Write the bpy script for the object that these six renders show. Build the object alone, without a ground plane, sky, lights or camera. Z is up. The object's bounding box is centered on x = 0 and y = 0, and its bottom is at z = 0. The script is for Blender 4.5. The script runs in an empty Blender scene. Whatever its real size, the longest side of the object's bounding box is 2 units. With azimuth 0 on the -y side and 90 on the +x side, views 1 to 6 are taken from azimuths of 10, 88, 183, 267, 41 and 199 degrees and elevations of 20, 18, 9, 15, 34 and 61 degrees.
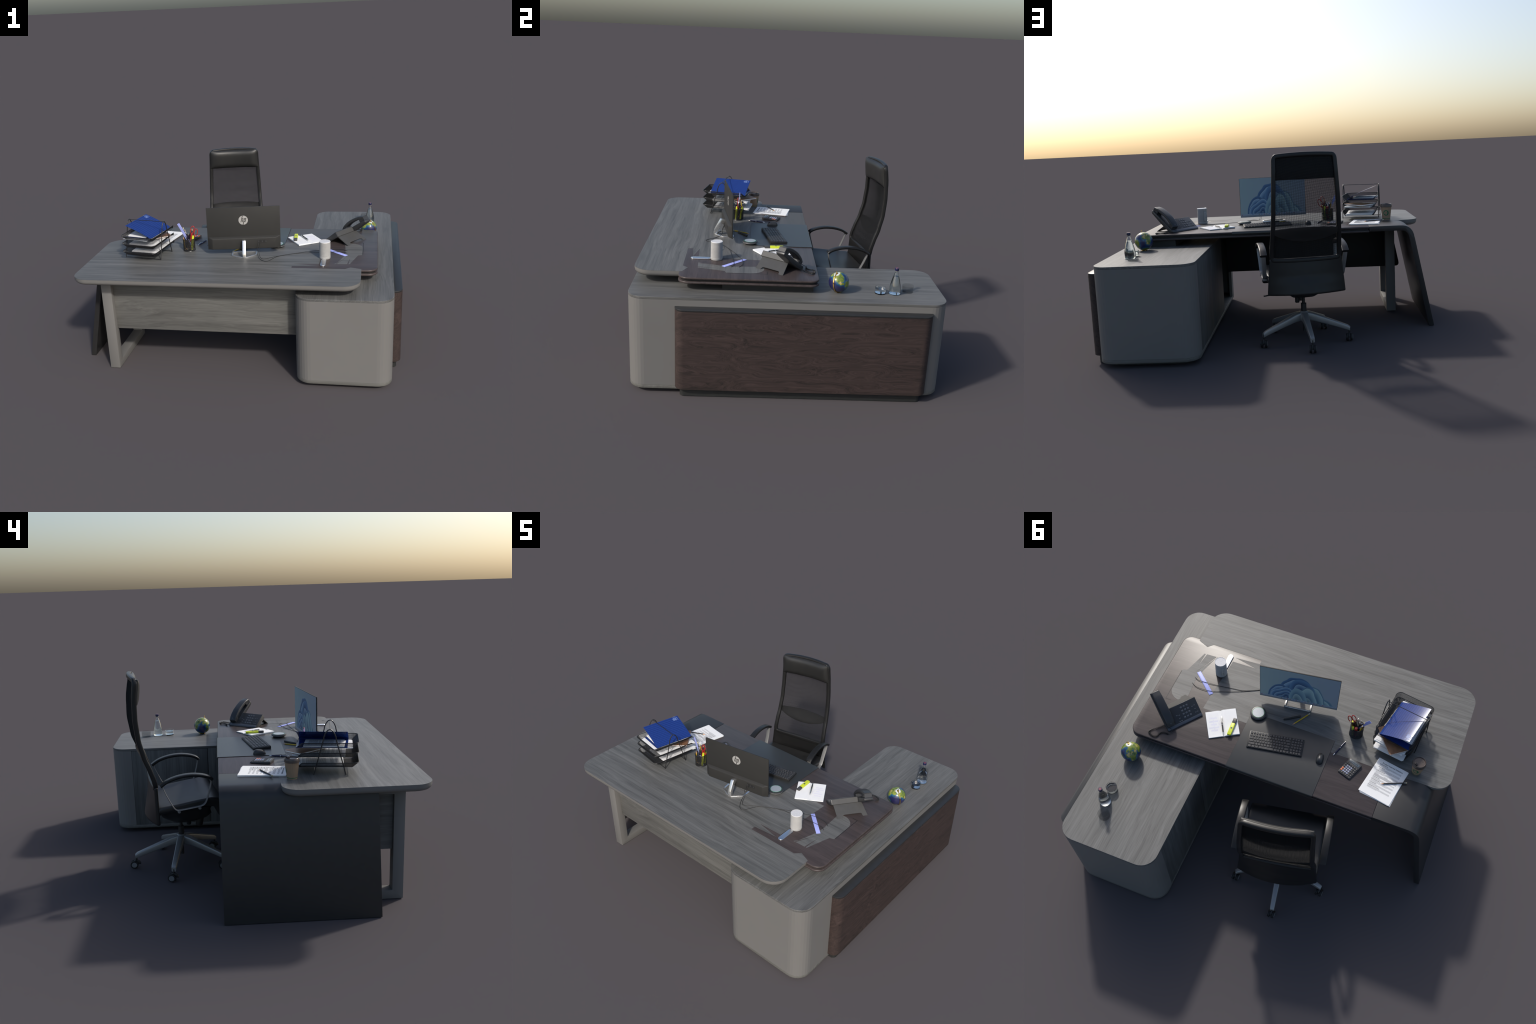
import bpy, bmesh, math, random
from math import sin, cos, pi, radians, hypot, atan2, sqrt
from mathutils import Vector, Matrix, Quaternion

random.seed(7)
scene = bpy.context.scene
COL = scene.collection
Z = 0.6456            # height of the worktop surface
ZC = 0.566            # height of the cabinet top

# ------------------------------------------------------------------ materials
def nodes_of(name):
    m = bpy.data.materials.new(name)
    m.use_nodes = True
    nt = m.node_tree
    return m, nt, nt.nodes["Principled BSDF"]

def lk(nt, a, b):
    nt.links.new(a, b)

def nd(nt, kind, **kw):
    n = nt.nodes.new("ShaderNode" + kind)
    for k, v in kw.items():
        setattr(n, k, v)
    return n

def math_n(nt, op, a, b=None, c=None, clamp=False):
    n = nd(nt, "Math", operation=op, use_clamp=clamp)
    for i, v in enumerate((a, b, c)):
        if v is None:
            continue
        if isinstance(v, (int, float)):
            n.inputs[i].default_value = v
        else:
            lk(nt, v, n.inputs[i])
    return n.outputs[0]

def mix_col(nt, fac, a, b, blend="MIX"):
    n = nd(nt, "Mix", data_type="RGBA", blend_type=blend)
    for sock, v in ((n.inputs[0], fac), (n.inputs[6], a), (n.inputs[7], b)):
        if isinstance(v, (int, float)):
            sock.default_value = v
        elif isinstance(v, (tuple, list)):
            sock.default_value = (*v[:3], 1)
        else:
            lk(nt, v, sock)
    return n.outputs[2]

def ramp(nt, fac, stops, interp="LINEAR"):
    r = nd(nt, "ValToRGB")
    r.color_ramp.interpolation = interp
    el = r.color_ramp.elements
    while len(el) < len(stops):
        el.new(0.5)
    for e, (p, c) in zip(el, stops):
        e.position = p
        e.color = (*c, 1) if len(c) == 3 else c
    lk(nt, fac, r.inputs[0])
    return r.outputs[0]

def coords(nt, scale=(1, 1, 1), rot=(0, 0, 0), loc=(0, 0, 0)):
    tc = nd(nt, "TexCoord")
    mp = nd(nt, "Mapping")
    mp.inputs["Scale"].default_value = scale
    mp.inputs["Rotation"].default_value = rot
    mp.inputs["Location"].default_value = loc
    lk(nt, tc.outputs["Object"], mp.inputs["Vector"])
    return mp.outputs[0]

def noise(nt, vec, scale=1.0, detail=4, rough=0.55, dist=0.0):
    n = nd(nt, "TexNoise")
    n.inputs["Scale"].default_value = scale
    n.inputs["Detail"].default_value = detail
    n.inputs["Roughness"].default_value = rough
    n.inputs["Distortion"].default_value = dist
    lk(nt, vec, n.inputs["Vector"])
    return n.outputs[0]

def bump(nt, bsdf, height, strength=0.3, dist=0.001):
    b = nd(nt, "Bump")
    b.inputs["Strength"].default_value = strength
    b.inputs["Distance"].default_value = dist
    lk(nt, height, b.inputs["Height"])
    lk(nt, b.outputs[0], bsdf.inputs["Normal"])

def plain(name, col, rough=0.5, metal=0.0, spec=0.5, var=0.08, vscale=30, grain=0.0, gscale=600, coat=0.0):
    m, nt, b = nodes_of(name)
    v = noise(nt, coords(nt), vscale, 3)
    lo = tuple(c * (1 - var) for c in col)
    hi = tuple(min(1, c * (1 + var)) for c in col)
    lk(nt, ramp(nt, v, [(0.3, lo), (0.7, hi)]), b.inputs["Base Color"])
    b.inputs["Roughness"].default_value = rough
    b.inputs["Metallic"].default_value = metal
    b.inputs["Specular IOR Level"].default_value = spec
    b.inputs["Coat Weight"].default_value = coat
    if grain:
        bump(nt, b, noise(nt, coords(nt), gscale, 2), grain, 0.0006)
    return m

def sheer(name, col, clear, rough=0.6):
    """Weave too fine to model: an even mix of surface and see-through."""
    m, nt, b = nodes_of(name)
    n = noise(nt, coords(nt), 60, 2)
    lk(nt, ramp(nt, n, [(0.3, tuple(c * 0.92 for c in col)), (0.7, col)]), b.inputs["Base Color"])
    b.inputs["Roughness"].default_value = rough
    tr_ = nd(nt, "BsdfTransparent")
    mx = nd(nt, "MixShader")
    mx.inputs[0].default_value = clear
    lk(nt, b.outputs[0], mx.inputs[1]); lk(nt, tr_.outputs[0], mx.inputs[2])
    lk(nt, mx.outputs[0], nt.nodes["Material Output"].inputs["Surface"])
    return m

def wood(name, along, base, contrast, rough, spec=0.5, wavy=0.25, fine=1.0, tint=(1, 1, 1), streak=26, cracks=True, bumpy=0.12):
    """Straight-grained veneer; the grain runs along axis 0 (x), 1 (y) or 2 (z)."""
    m, nt, b = nodes_of(name)
    s1 = [streak] * 3; s1[along] = 0.8
    s2 = [190] * 3; s2[along] = 2.6
    s3 = [60] * 3; s3[along] = 1.3
    sw = [7] * 3; sw[along] = 1.5
    warp = noise(nt, coords(nt, sw), 1.0, 2)
    off = math_n(nt, "MULTIPLY", math_n(nt, "SUBTRACT", warp, 0.5), wavy)
    def warped(s):
        c = coords(nt, s)
        add = nd(nt, "VectorMath", operation="ADD")
        comb = nd(nt, "CombineXYZ")
        for i in range(3):
            if i != along:
                lk(nt, math_n(nt, "MULTIPLY", off, s[i] * 0.25), comb.inputs[i])
        lk(nt, c, add.inputs[0]); lk(nt, comb.outputs[0], add.inputs[1])
        return add.outputs[0]
    a = noise(nt, warped(s1), 1.0, 6, 0.68)
    f = noise(nt, warped(s2), 1.0, 3, 0.6)
    g = noise(nt, warped(s3), 1.0, 4, 0.65)
    big = noise(nt, coords(nt, tuple(3 if i != along else 1 for i in range(3))), 1.0, 2)
    t = math_n(nt, "ADD", math_n(nt, "MULTIPLY", a, 0.45),
               math_n(nt, "ADD", math_n(nt, "MULTIPLY", f, 0.27 * fine), math_n(nt, "MULTIPLY", g, 0.28)))
    d = contrast
    lo = tuple(base[i] * (1 - d) * tint[i] for i in range(3))
    hi = tuple(base[i] * (1 + d) for i in range(3))
    c = ramp(nt, t, [(0.37, lo), (0.5, base), (0.62, hi)])
    c = mix_col(nt, math_n(nt, "MULTIPLY", math_n(nt, "SUBTRACT", big, 0.4), 0.5, clamp=True), c,
                tuple(base[i] * (0.82 if i == 0 else 0.95) for i in range(3)))
    if cracks:
        sc = [75] * 3; sc[along] = 3.2
        k = noise(nt, warped(sc), 1.0, 1, 0.5)
        km = ramp(nt, k, [(0.70, (0, 0, 0)), (0.78, (1, 1, 1))])
        c = mix_col(nt, math_n(nt, "MULTIPLY", km, 0.55), c, tuple(x * 0.45 for x in base))
    lk(nt, c, b.inputs["Base Color"])
    b.inputs["Roughness"].default_value = rough
    b.inputs["Specular IOR Level"].default_value = spec
    bump(nt, b, t, bumpy, 0.0008)
    return m

GREY = (0.108, 0.1075, 0.1035)
BROWN = (0.0415, 0.0285, 0.026)
M = {}
M["wood_x"] = wood("grey_oak_along_desk", 0, GREY, 0.40, 0.5, 0.4, wavy=0.28)
M["wood_y"] = wood("grey_oak_along_cabinet", 1, GREY, 0.40, 0.5, 0.4, wavy=0.28)
M["wood_front"] = wood("grey_oak_front_panel", 0, (0.117, 0.115, 0.108), 0.34, 0.55, 0.3, wavy=0.4)  # grey oak lightened and warmed to show sunlight on the upright front
M["wood_z"] = wood("grey_oak_upright", 2, (0.10, 0.10, 0.097), 0.4, 0.55, 0.35)
M["wood_edge"] = wood("grey_oak_edge_band", 0, (0.125, 0.122, 0.112), 0.25, 0.55, 0.3, cracks=False)
M["brown_x"] = wood("dark_walnut_worktop", 0, (0.055, 0.0435, 0.042), 0.34, 0.36, 0.36, bumpy=0.35, wavy=0.5, cracks=False)
M["brown_y"] = wood("dark_walnut_panel", 1, BROWN, 0.50, 0.6, 0.3, wavy=2.6, tint=(0.80, 0.95, 0.92), streak=40, cracks=False)
M["offwhite"] = plain("off_white_lacquer", (0.160, 0.156, 0.149), 0.55, spec=0.3, var=0.02, vscale=4)
M["black_leather"] = plain("black_leather_panel", (0.024, 0.0235, 0.0235), 0.42, spec=0.5, var=0.06, grain=0.25, gscale=900)
M["pad"] = plain("charcoal_leather_pad", (0.03, 0.031, 0.030), 0.34, spec=0.6, var=0.05, grain=0.2, gscale=1200)
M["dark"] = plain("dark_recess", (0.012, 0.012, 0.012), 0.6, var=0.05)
M["dark_strip"] = plain("dark_cap_strip", (0.022, 0.023, 0.024), 0.4, spec=0.5)
M["plinth"] = plain("black_plinth", (0.022, 0.023, 0.022), 0.5)
M["chair_black"] = plain("chair_leather", (0.019, 0.019, 0.0185), 0.40, spec=0.5, var=0.08, grain=0.15, gscale=900)
M["chair_frame"] = plain("chair_frame_satin_black", (0.0145, 0.0145, 0.0145), 0.36, spec=0.32)
M["net"] = plain("chair_net_thread", (0.014, 0.014, 0.0145), 0.7, spec=0.2)
M["alu"] = plain("brushed_aluminium", (0.30, 0.30, 0.295), 0.42, metal=0.55, var=0.04)
M["chrome"] = plain("polished_silver", (0.78, 0.78, 0.77), 0.22, metal=0.9, var=0.02)
M["mirror"] = plain("bright_steel_bar", (0.80, 0.81, 0.83), 0.34, metal=1.0, var=0.02)
M["plastic"] = plain("black_plastic", (0.022, 0.022, 0.022), 0.45, spec=0.4)
M["rubber"] = plain("black_rubber", (0.012, 0.012, 0.013), 0.6, spec=0.3)
M["wheel_disc"] = plain("castor_disc_grey", (0.16, 0.165, 0.17), 0.55)
M["mon_back"] = plain("monitor_back_plastic", (0.029, 0.0285, 0.027), 0.55, spec=0.25, var=0.03)
M["logo"] = plain("logo_grey", (0.36, 0.35, 0.335), 0.4, var=0.03)
M["white_plastic"] = plain("white_fabric", (0.37, 0.365, 0.355), 0.7, spec=0.2, var=0.05, grain=0.3, gscale=1500)
M["white_rim"] = plain("white_rim_plastic", (0.70, 0.70, 0.69), 0.35, var=0.02)
M["speaker_top"] = plain("speaker_top_grey", (0.58, 0.58, 0.59), 0.6, spec=0.3, var=0.08, vscale=120)
M["lavender"] = plain("lavender_plastic", (0.36, 0.40, 0.80), 0.45, spec=0.3, var=0.05, vscale=20)
M["paper"] = plain("white_paper", (0.81, 0.81, 0.80), 0.8, spec=0.1, var=0.015)
M["ink"] = plain("grey_print", (0.33, 0.33, 0.34), 0.8, spec=0.1)
M["ink_dark"] = plain("black_print", (0.045, 0.045, 0.05), 0.8, spec=0.1)
M["ink_violet"] = plain("violet_ink", (0.46, 0.44, 0.74), 0.8, spec=0.1)
M["rule_line"] = plain("pale_rule_line", (0.62, 0.64, 0.70), 0.8, spec=0.1)
M["cover"] = plain("notebook_cover_teal", (0.03, 0.055, 0.08), 0.5)
M["lime"] = plain("lime_highlighter", (0.58, 0.66, 0.035), 0.4, spec=0.4)
M["navy_plastic"] = plain("navy_plastic", (0.010, 0.011, 0.050), 0.3, spec=0.5)
M["navy_fold"] = None
M["kraft_brown"] = plain("brown_leatherette", (0.21, 0.105, 0.055), 0.5, var=0.25, vscale=25)
M["cup"] = plain("kraft_cup", (0.31, 0.215, 0.14), 0.7, spec=0.2, var=0.05)
M["lid"] = plain("brown_cup_lid", (0.075, 0.056, 0.048), 0.3, spec=0.5)
M["green"] = plain("green_print", (0.012, 0.12, 0.05), 0.6)
M["orange"] = plain("orange_key", (0.72, 0.16, 0.05), 0.45)
M["lilac_key"] = plain("lilac_key", (0.30, 0.32, 0.44), 0.45)
M["lcd"] = plain("calculator_lcd", (0.10, 0.125, 0.145), 0.25)
M["grey_key"] = plain("charcoal_key", (0.045, 0.045, 0.048), 0.5)
M["phone"] = plain("phone_slate_plastic", (0.032, 0.033, 0.035), 0.38, spec=0.45, var=0.03)
M["phone_trim"] = plain("phone_slate_trim", (0.085, 0.09, 0.105), 0.3, spec=0.5)
M["phone_back"] = plain("phone_back_grey", (0.056, 0.056, 0.055), 0.45, spec=0.4)
M["phone_key"] = plain("phone_key_grey", (0.12, 0.125, 0.135), 0.5)
M["gold"] = plain("polished_brass", (0.72, 0.47, 0.14), 0.22, metal=1.0)
M["yellow"] = plain("pencil_yellow", (0.55, 0.36, 0.015), 0.4)
M["tip"] = plain("pencil_wood_tip", (0.66, 0.36, 0.17), 0.7)
M["eraser"] = plain("cream_eraser", (0.62, 0.52, 0.30), 0.7)
M["red"] = plain("red_plastic", (0.36, 0.022, 0.02), 0.35, spec=0.5)
M["white_lcd"] = plain("charger_pad_grey", (0.36, 0.385, 0.41), 0.28, metal=0.25, var=0.12, vscale=200)
M["led_green"] = plain("green_ring", (0.05, 0.30, 0.14), 0.4)
M["maroon"] = plain("cap_top_maroon", (0.16, 0.035, 0.06), 0.4)
M["screen_white"] = plain("screen_pale_bar", (0.30, 0.37, 0.46), 0.3, var=0.04)
M["screen_bezel"] = plain("screen_silver_bezel", (0.22, 0.24, 0.27), 0.35)
M["icon_blue"] = plain("icon_blue", (0.03, 0.18, 0.42), 0.3)
M["icon_red"] = plain("icon_red", (0.30, 0.06, 0.07), 0.3)
M["icon_green"] = plain("icon_olive", (0.18, 0.20, 0.05), 0.3)
M["folder_inner"] = plain("folder_lining", (0.40, 0.42, 0.56), 0.6)
M["folder_mark"] = plain("folder_mark_pale_blue", (0.20, 0.29, 0.55), 0.5)
M["tray_wire"] = plain("black_wire", (0.016, 0.016, 0.017), 0.35, spec=0.5)
M["tray_net"] = plain("black_steel_net", (0.018, 0.0175, 0.0175), 0.4, spec=0.5)
M["thin_glass"] = sheer("thin_clear_glass", (0.06, 0.065, 0.07), 0.84, 0.03)
M["cable"] = plain("black_cable", (0.014, 0.014, 0.014), 0.5)

def folder_material():
    m, nt, b = nodes_of("blue_folder_weave")
    v = nd(nt, "TexVoronoi")
    v.inputs["Scale"].default_value = 190
    v.inputs["Randomness"].default_value = 0.0
    lk(nt, coords(nt, (1, 0.72, 1), (0, 0, 0.75)), v.inputs["Vector"])
    c = ramp(nt, v.outputs["Distance"], [(0.25, (0.006, 0.014, 0.085)), (0.5, (0.017, 0.045, 0.20))])
    lk(nt, c, b.inputs["Base Color"])
    b.inputs["Roughness"].default_value = 0.17
    b.inputs["Specular IOR Level"].default_value = 0.12
    return m
M["navy_fold"] = folder_material()

def glass_material(name, col, ior, rough=0.0):
    m, nt, b = nodes_of(name)
    n = noise(nt, coords(nt), 40, 2)
    lk(nt, ramp(nt, n, [(0.3, col), (0.7, tuple(min(1, c * 1.02) for c in col))]), b.inputs["Base Color"])
    b.inputs["Transmission Weight"].default_value = 1.0
    b.inputs["Roughness"].default_value = rough
    b.inputs["IOR"].default_value = ior
    return m
M["glass"] = glass_material("clear_glass", (0.93, 0.96, 0.96), 1.45)
M["water"] = glass_material("clear_water", (0.95, 0.97, 0.98), 1.33)

def screen_material():
    """Stand-in picture: blue folded petals over a slate gradient, softly lit from behind."""
    m, nt, b = nodes_of("screen_blue_petals")
    tc = nd(nt, "TexCoord")
    sp = nd(nt, "SeparateXYZ")
    lk(nt, tc.outputs["Object"], sp.inputs[0])
    x = math_n(nt, "MULTIPLY", sp.outputs[0], 1 / 0.229)           # +1 is the viewer's left
    z = math_n(nt, "MULTIPLY", math_n(nt, "SUBTRACT", sp.outputs[2], 0.705 - Z), 1 / 0.25)
    back = mix_col(nt, math_n(nt, "ADD", math_n(nt, "MULTIPLY", x, 0.5), 0.5, clamp=True), (0.052, 0.074, 0.108), (0.060, 0.092, 0.114))
    vec = nd(nt, "CombineXYZ"); lk(nt, x, vec.inputs[0]); lk(nt, z, vec.inputs[1])
    warp = noise(nt, vec.outputs[0], 1.6, 2, 0.45)
    wv = math_n(nt, "SUBTRACT", warp, 0.5)
    def petals(cx, cz, sx, sz, n, phase, fan, cols):
        """Nested shells around (cx, cz); each shell runs from a dark root to a pale lip."""
        px = math_n(nt, "MULTIPLY", math_n(nt, "SUBTRACT", x, cx), 1 / sx)
        pz = math_n(nt, "MULTIPLY", math_n(nt, "SUBTRACT", z, cz), 1 / sz)
        ang = math_n(nt, "ARCTAN2", pz, px)
        v = nd(nt, "CombineXYZ"); lk(nt, px, v.inputs[0]); lk(nt, pz, v.inputs[1])
        ln = nd(nt, "VectorMath", operation="LENGTH"); lk(nt, v.outputs[0], ln.inputs[0])
        r = math_n(nt, "ADD", ln.outputs[1], math_n(nt, "ADD", math_n(nt, "MULTIPLY", math_n(nt, "SINE", math_n(nt, "MULTIPLY_ADD", ang, fan, phase)), 0.07), math_n(nt, "MULTIPLY", wv, 0.55)))
        mk_ = nd(nt, "MapRange", interpolation_type="SMOOTHSTEP")
        mk_.inputs[1].default_value = 1.0; mk_.inputs[2].default_value = 0.96
        lk(nt, r, mk_.inputs[0])
        fr = math_n(nt, "FRACT", math_n(nt, "MULTIPLY", r, n))
        col = ramp(nt, fr, cols)
        dim = ramp(nt, r, [(0.1, (0.45, 0.45, 0.5)), (0.75, (1, 1, 1))])
        return mk_.outputs[0], mix_col(nt, 1.0, col, dim, "MULTIPLY")
    blue = [(0.0, (0.010, 0.024, 0.058)), (0.5, (0.022, 0.050, 0.100)), (0.88, (0.046, 0.082, 0.134)), (0.97, (0.064, 0.104, 0.152)), (1.0, (0.014, 0.032, 0.068))]
    teal = [(0.0, (0.022, 0.048, 0.082)), (0.5, (0.040, 0.076, 0.108)), (0.88, (0.060, 0.104, 0.130)), (0.97, (0.076, 0.120, 0.148)), (1.0, (0.02, 0.044, 0.075))]
    c = back
    for args in ((-0.52, -0.08, 0.36, 0.34, 1.2, 0.0, 2.0, teal), (-0.34, 0.02, 0.36, 0.58, 2.2, 1.0, 2.0, teal), (0.10, 0.22, 0.48, 0.62, 2.4, 0.6, 2.0, blue), (-0.06, 0.30, 0.34, 0.50, 1.6, 2.0, 3.0, blue),
                 (0.52, -0.05, 0.30, 0.55, 2.4, 0.4, 2.0, blue), (0.34, -0.12, 0.40, 0.52, 4.2, 2.4, 5.0, blue), (-0.22, -0.20, 0.30, 0.72, 2.2, 0.9, 2.0, teal), (0.02, -0.16, 0.24, 0.62, 1.7, 1.7, 3.0, teal)):
        k_, col = petals(*args)
        c = mix_col(nt, k_, c, col)
    lk(nt, mix_col(nt, 1.0, c, (1.6, 1.6, 1.6), "MULTIPLY"), b.inputs["Base Color"])  # picture colours brightened to offset the shade on this side
    lk(nt, c, b.inputs["Emission Color"])
    b.inputs["Emission Strength"].default_value = 0.55
    b.inputs["Roughness"].default_value = 0.5
    b.inputs["Specular IOR Level"].default_value = 0.25
    return m

GLOBE_TILT = Vector((0.016, -0.021, 0.069)).normalized()
LANDS = [(15, 0, 13), (20, 18, 16), (5, 22, 13), (-10, 25, 12), (-26, 24, 9), (10, 40, 7), (50, 8, 10), (55, 30, 13), (63, 18, 6), (40, -4, 5),
         (60, 60, 16), (62, 90, 16), (62, 120, 15), (66, 150, 9), (45, 68, 13), (40, 100, 15), (30, 110, 11), (24, 80, 8), (15, 77, 5), (24, 45, 9),
         (34, 52, 7), (18, 103, 7), (-24, 124, 9), (-25, 140, 11), (0, 113, 6), (-5, 140, 5), (0, 102, 4), (50, -100, 17), (60, -112, 14),
         (65, -150, 8), (40, -95, 15), (34, -106, 10), (24, -102, 7), (17, -95, 4), (60, -76, 9), (14, -88, 3.5), (46, -72, 7), (74, -40, 10),
         (-1, -65, 12), (-8, -54, 13), (-20, -57, 11), (-33, -66, 7), (-45, -70, 4.5), (-88, 0, 20)]
SANDS = [(23, 5, 15), (24, 25, 13), (24, 45, 10), (34, 60, 9), (42, 95, 11), (-25, 128, 9), (30, -108, 9), (66, 100, 9), (-26, 20, 6)]

def globe_material():
    m, nt, b = nodes_of("globe_map")
    tc = nd(nt, "TexCoord")
    nrm = nd(nt, "VectorMath", operation="NORMALIZE")
    lk(nt, tc.outputs["Object"], nrm.inputs[0])
    wob = noise(nt, nrm.outputs[0], 5.5, 6, 0.62)
    wob2 = noise(nt, nrm.outputs[0], 2.5, 3, 0.6)
    def field(spots):
        acc = None
        for la, lo, r in spots:
            a = radians(lo + 110)
            d = Vector((cos(radians(la)) * cos(a), cos(radians(la)) * sin(a), sin(radians(la))))
            dot = nd(nt, "VectorMath", operation="DOT_PRODUCT")
            lk(nt, nrm.outputs[0], dot.inputs[0]); dot.inputs[1].default_value = d
            s = math_n(nt, "MULTIPLY_ADD", dot.outputs[1], 1 / sin(radians(r)), -cos(radians(r)) / sin(radians(r)))
            acc = s if acc is None else math_n(nt, "MAXIMUM", acc, s)
        return acc
    land = math_n(nt, "ADD", math_n(nt, "ADD", field(LANDS), 0.10), math_n(nt, "MULTIPLY", math_n(nt, "SUBTRACT", wob, 0.5), 0.75))
    sea = ramp(nt, math_n(nt, "ADD", math_n(nt, "MULTIPLY", land, 0.5), 0.5, clamp=True),
               [(0.15, (0.020, 0.020, 0.075)), (0.36, (0.012, 0.034, 0.11)), (0.47, (0.02, 0.10, 0.19))])
    sand = math_n(nt, "ADD", field(SANDS), math_n(nt, "MULTIPLY", math_n(nt, "SUBTRACT", wob2, 0.5), 1.2))
    green = ramp(nt, wob2, [(0.35, (0.06, 0.12, 0.018)), (0.60, (0.22, 0.26, 0.035))])
    lc = mix_col(nt, ramp(nt, sand, [(0.0, (0, 0, 0)), (0.15, (1, 1, 1))]), green, (0.46, 0.34, 0.13))
    col = mix_col(nt, ramp(nt, land, [(-0.0, (0, 0, 0)), (0.04, (1, 1, 1))]), sea, lc)
    sp = nd(nt, "SeparateXYZ"); lk(nt, nrm.outputs[0], sp.inputs[0])
    ice = math_n(nt, "ADD", sp.outputs[2], math_n(nt, "MULTIPLY", math_n(nt, "SUBTRACT", wob, 0.5), 0.25))
    col = mix_col(nt, ramp(nt, ice, [(0.95, (0, 0, 0)), (0.97, (1, 1, 1))]), col, (0.6, 0.63, 0.66))
    lk(nt, col, b.inputs["Base Color"])
    b.inputs["Roughness"].default_value = 0.28
    b.inputs["Coat Weight"].default_value = 0.3
    return m

# ------------------------------------------------------------------ building
def empty(name, loc=(0, 0, 0), yaw=0.0, label=None, category=None):
    o = bpy.data.objects.new(name, None)
    COL.objects.link(o)
    o.location = loc
    o.rotation_euler = (0, 0, radians(yaw))
    if label:
        o["label"] = label; o["category"] = category
    return o

def obj_of(name, mesh, mat, parent=None, loc=(0, 0, 0), rot=(0, 0, 0)):
    o = bpy.data.objects.new(name, mesh)
    COL.objects.link(o)
    if mat is not None and not mesh.materials:
        for mm in (mat if isinstance(mat, (list, tuple)) else [mat]):
            mesh.materials.append(M[mm] if isinstance(mm, str) else mm)
    if parent is not None:
        o.parent = parent
    o.location = loc
    o.rotation_euler = rot
    return o

def finish(bm, name, angle=35, flat=False):
    bmesh.ops.recalc_face_normals(bm, faces=bm.faces)
    me = bpy.data.meshes.new(name)
    bm.to_mesh(me); bm.free()
    for p in me.polygons:
        p.use_smooth = not flat
    if not flat:
        me.set_sharp_from_angle(angle=radians(angle))
    return me

def bevel_sharp(bm, width, seg=2, angle=30):
    bmesh.ops.recalc_face_normals(bm, faces=bm.faces)
    es = [e for e in bm.edges if len(e.link_faces) == 2 and e.calc_face_angle(0) > radians(angle)]
    if es and width > 0:
        bmesh.ops.bevel(bm, geom=es, offset=width, segments=seg, profile=0.5, affect="EDGES", clamp_overlap=True)

def raw(name, verts, faces, angle=35, flat=False):
    bm = bmesh.new()
    vs = [bm.verts.new(v) for v in verts]
    for f in faces:
        bm.faces.new([vs[i] for i in f])
    return finish(bm, name, angle, flat)

def box_mesh(name, x, y, z, bev=0.0, seg=2):
    bm = bmesh.new()
    vs = [bm.verts.new((a, b, c)) for a in x for b in y for c in z]
    for f in ((0, 1, 3, 2), (4, 6, 7, 5), (0, 4, 5, 1), (2, 3, 7, 6), (0, 2, 6, 4), (1, 5, 7, 3)):
        bm.faces.new([vs[i] for i in f])
    bevel_sharp(bm, bev, seg)
    return finish(bm, name)

def box(name, x, y, z, mat, parent, bev=0.0, seg=2):
    return obj_of(name, box_mesh(name, x, y, z, bev, seg), mat, parent)

def prism_mesh(name, poly, a0, a1, axis=2, bev=0.0, seg=2, angle=30, bottom=True, flat=False):
    """Extrudes a 2D outline: axis 2 -> (x,y) along z, 0 -> (y,z) along x, 1 -> (x,z) along y."""
    def put(p, h):
        return {2: (p[0], p[1], h), 0: (h, p[0], p[1]), 1: (p[0], h, p[1])}[axis]
    bm = bmesh.new()
    lo = [bm.verts.new(put(p, a0)) for p in poly]
    hi = [bm.verts.new(put(p, a1)) for p in poly]
    n = len(poly)
    if bottom:
        bm.faces.new(lo)
    bm.faces.new(hi)
    for i in range(n):
        bm.faces.new((lo[i], lo[(i + 1) % n], hi[(i + 1) % n], hi[i]))
    bevel_sharp(bm, bev, seg, angle)
    return finish(bm, name, flat=flat)

def prism(name, poly, a0, a1, mat, parent, axis=2, bev=0.0, seg=2, angle=30, bottom=True, flat=False):
    return obj_of(name, prism_mesh(name, poly, a0, a1, axis, bev, seg, angle, bottom, flat), mat, parent)

def rrect(x0, x1, y0, y1, r, n=8):
    """Rounded rectangle, counter-clockwise from the corner at x1, y0; r is one radius or four."""
    rs = r if isinstance(r, (tuple, list)) else (r,) * 4
    out = []
    for (cx, cy, sx, sy, a0), rr in zip(((x1, y0, -1, 1, -90), (x1, y1, -1, -1, 0), (x0, y1, 1, -1, 90), (x0, y0, 1, 1, 180)), rs):
        if rr <= 1e-6:
            out.append((cx, cy)); continue
        for i in range(n + 1):
            a = radians(a0 + 90 * i / n)
            out.append((cx + sx * rr + rr * cos(a), cy + sy * rr + rr * sin(a)))
    return out

def lathe_mesh(name, prof, seg=40, angle=35):
    bm = bmesh.new()
    rings = []
    for r, h in prof:
        if r < 1e-6:
            rings.append([bm.verts.new((0, 0, h))])
        else:
            rings.append([bm.verts.new((r * cos(2 * pi * i / seg), r * sin(2 * pi * i / seg), h)) for i in range(seg)])
    for a, b in zip(rings, rings[1:]):
        for i in range(seg):
            j = (i + 1) % seg
            if len(a) == 1 and len(b) == 1:
                continue
            if len(a) == 1:
                bm.faces.new((a[0], b[i], b[j]))
            elif len(b) == 1:
                bm.faces.new((a[i], a[j], b[0]))
            else:
                bm.faces.new((a[i], a[j], b[j], b[i]))
    return finish(bm, name, angle)

def lathe(name, prof, mat, parent, loc=(0, 0, 0), rot=(0, 0, 0), seg=40, angle=35):
    return obj_of(name, lathe_mesh(name, prof, seg, angle), mat, parent, loc, rot)

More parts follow.
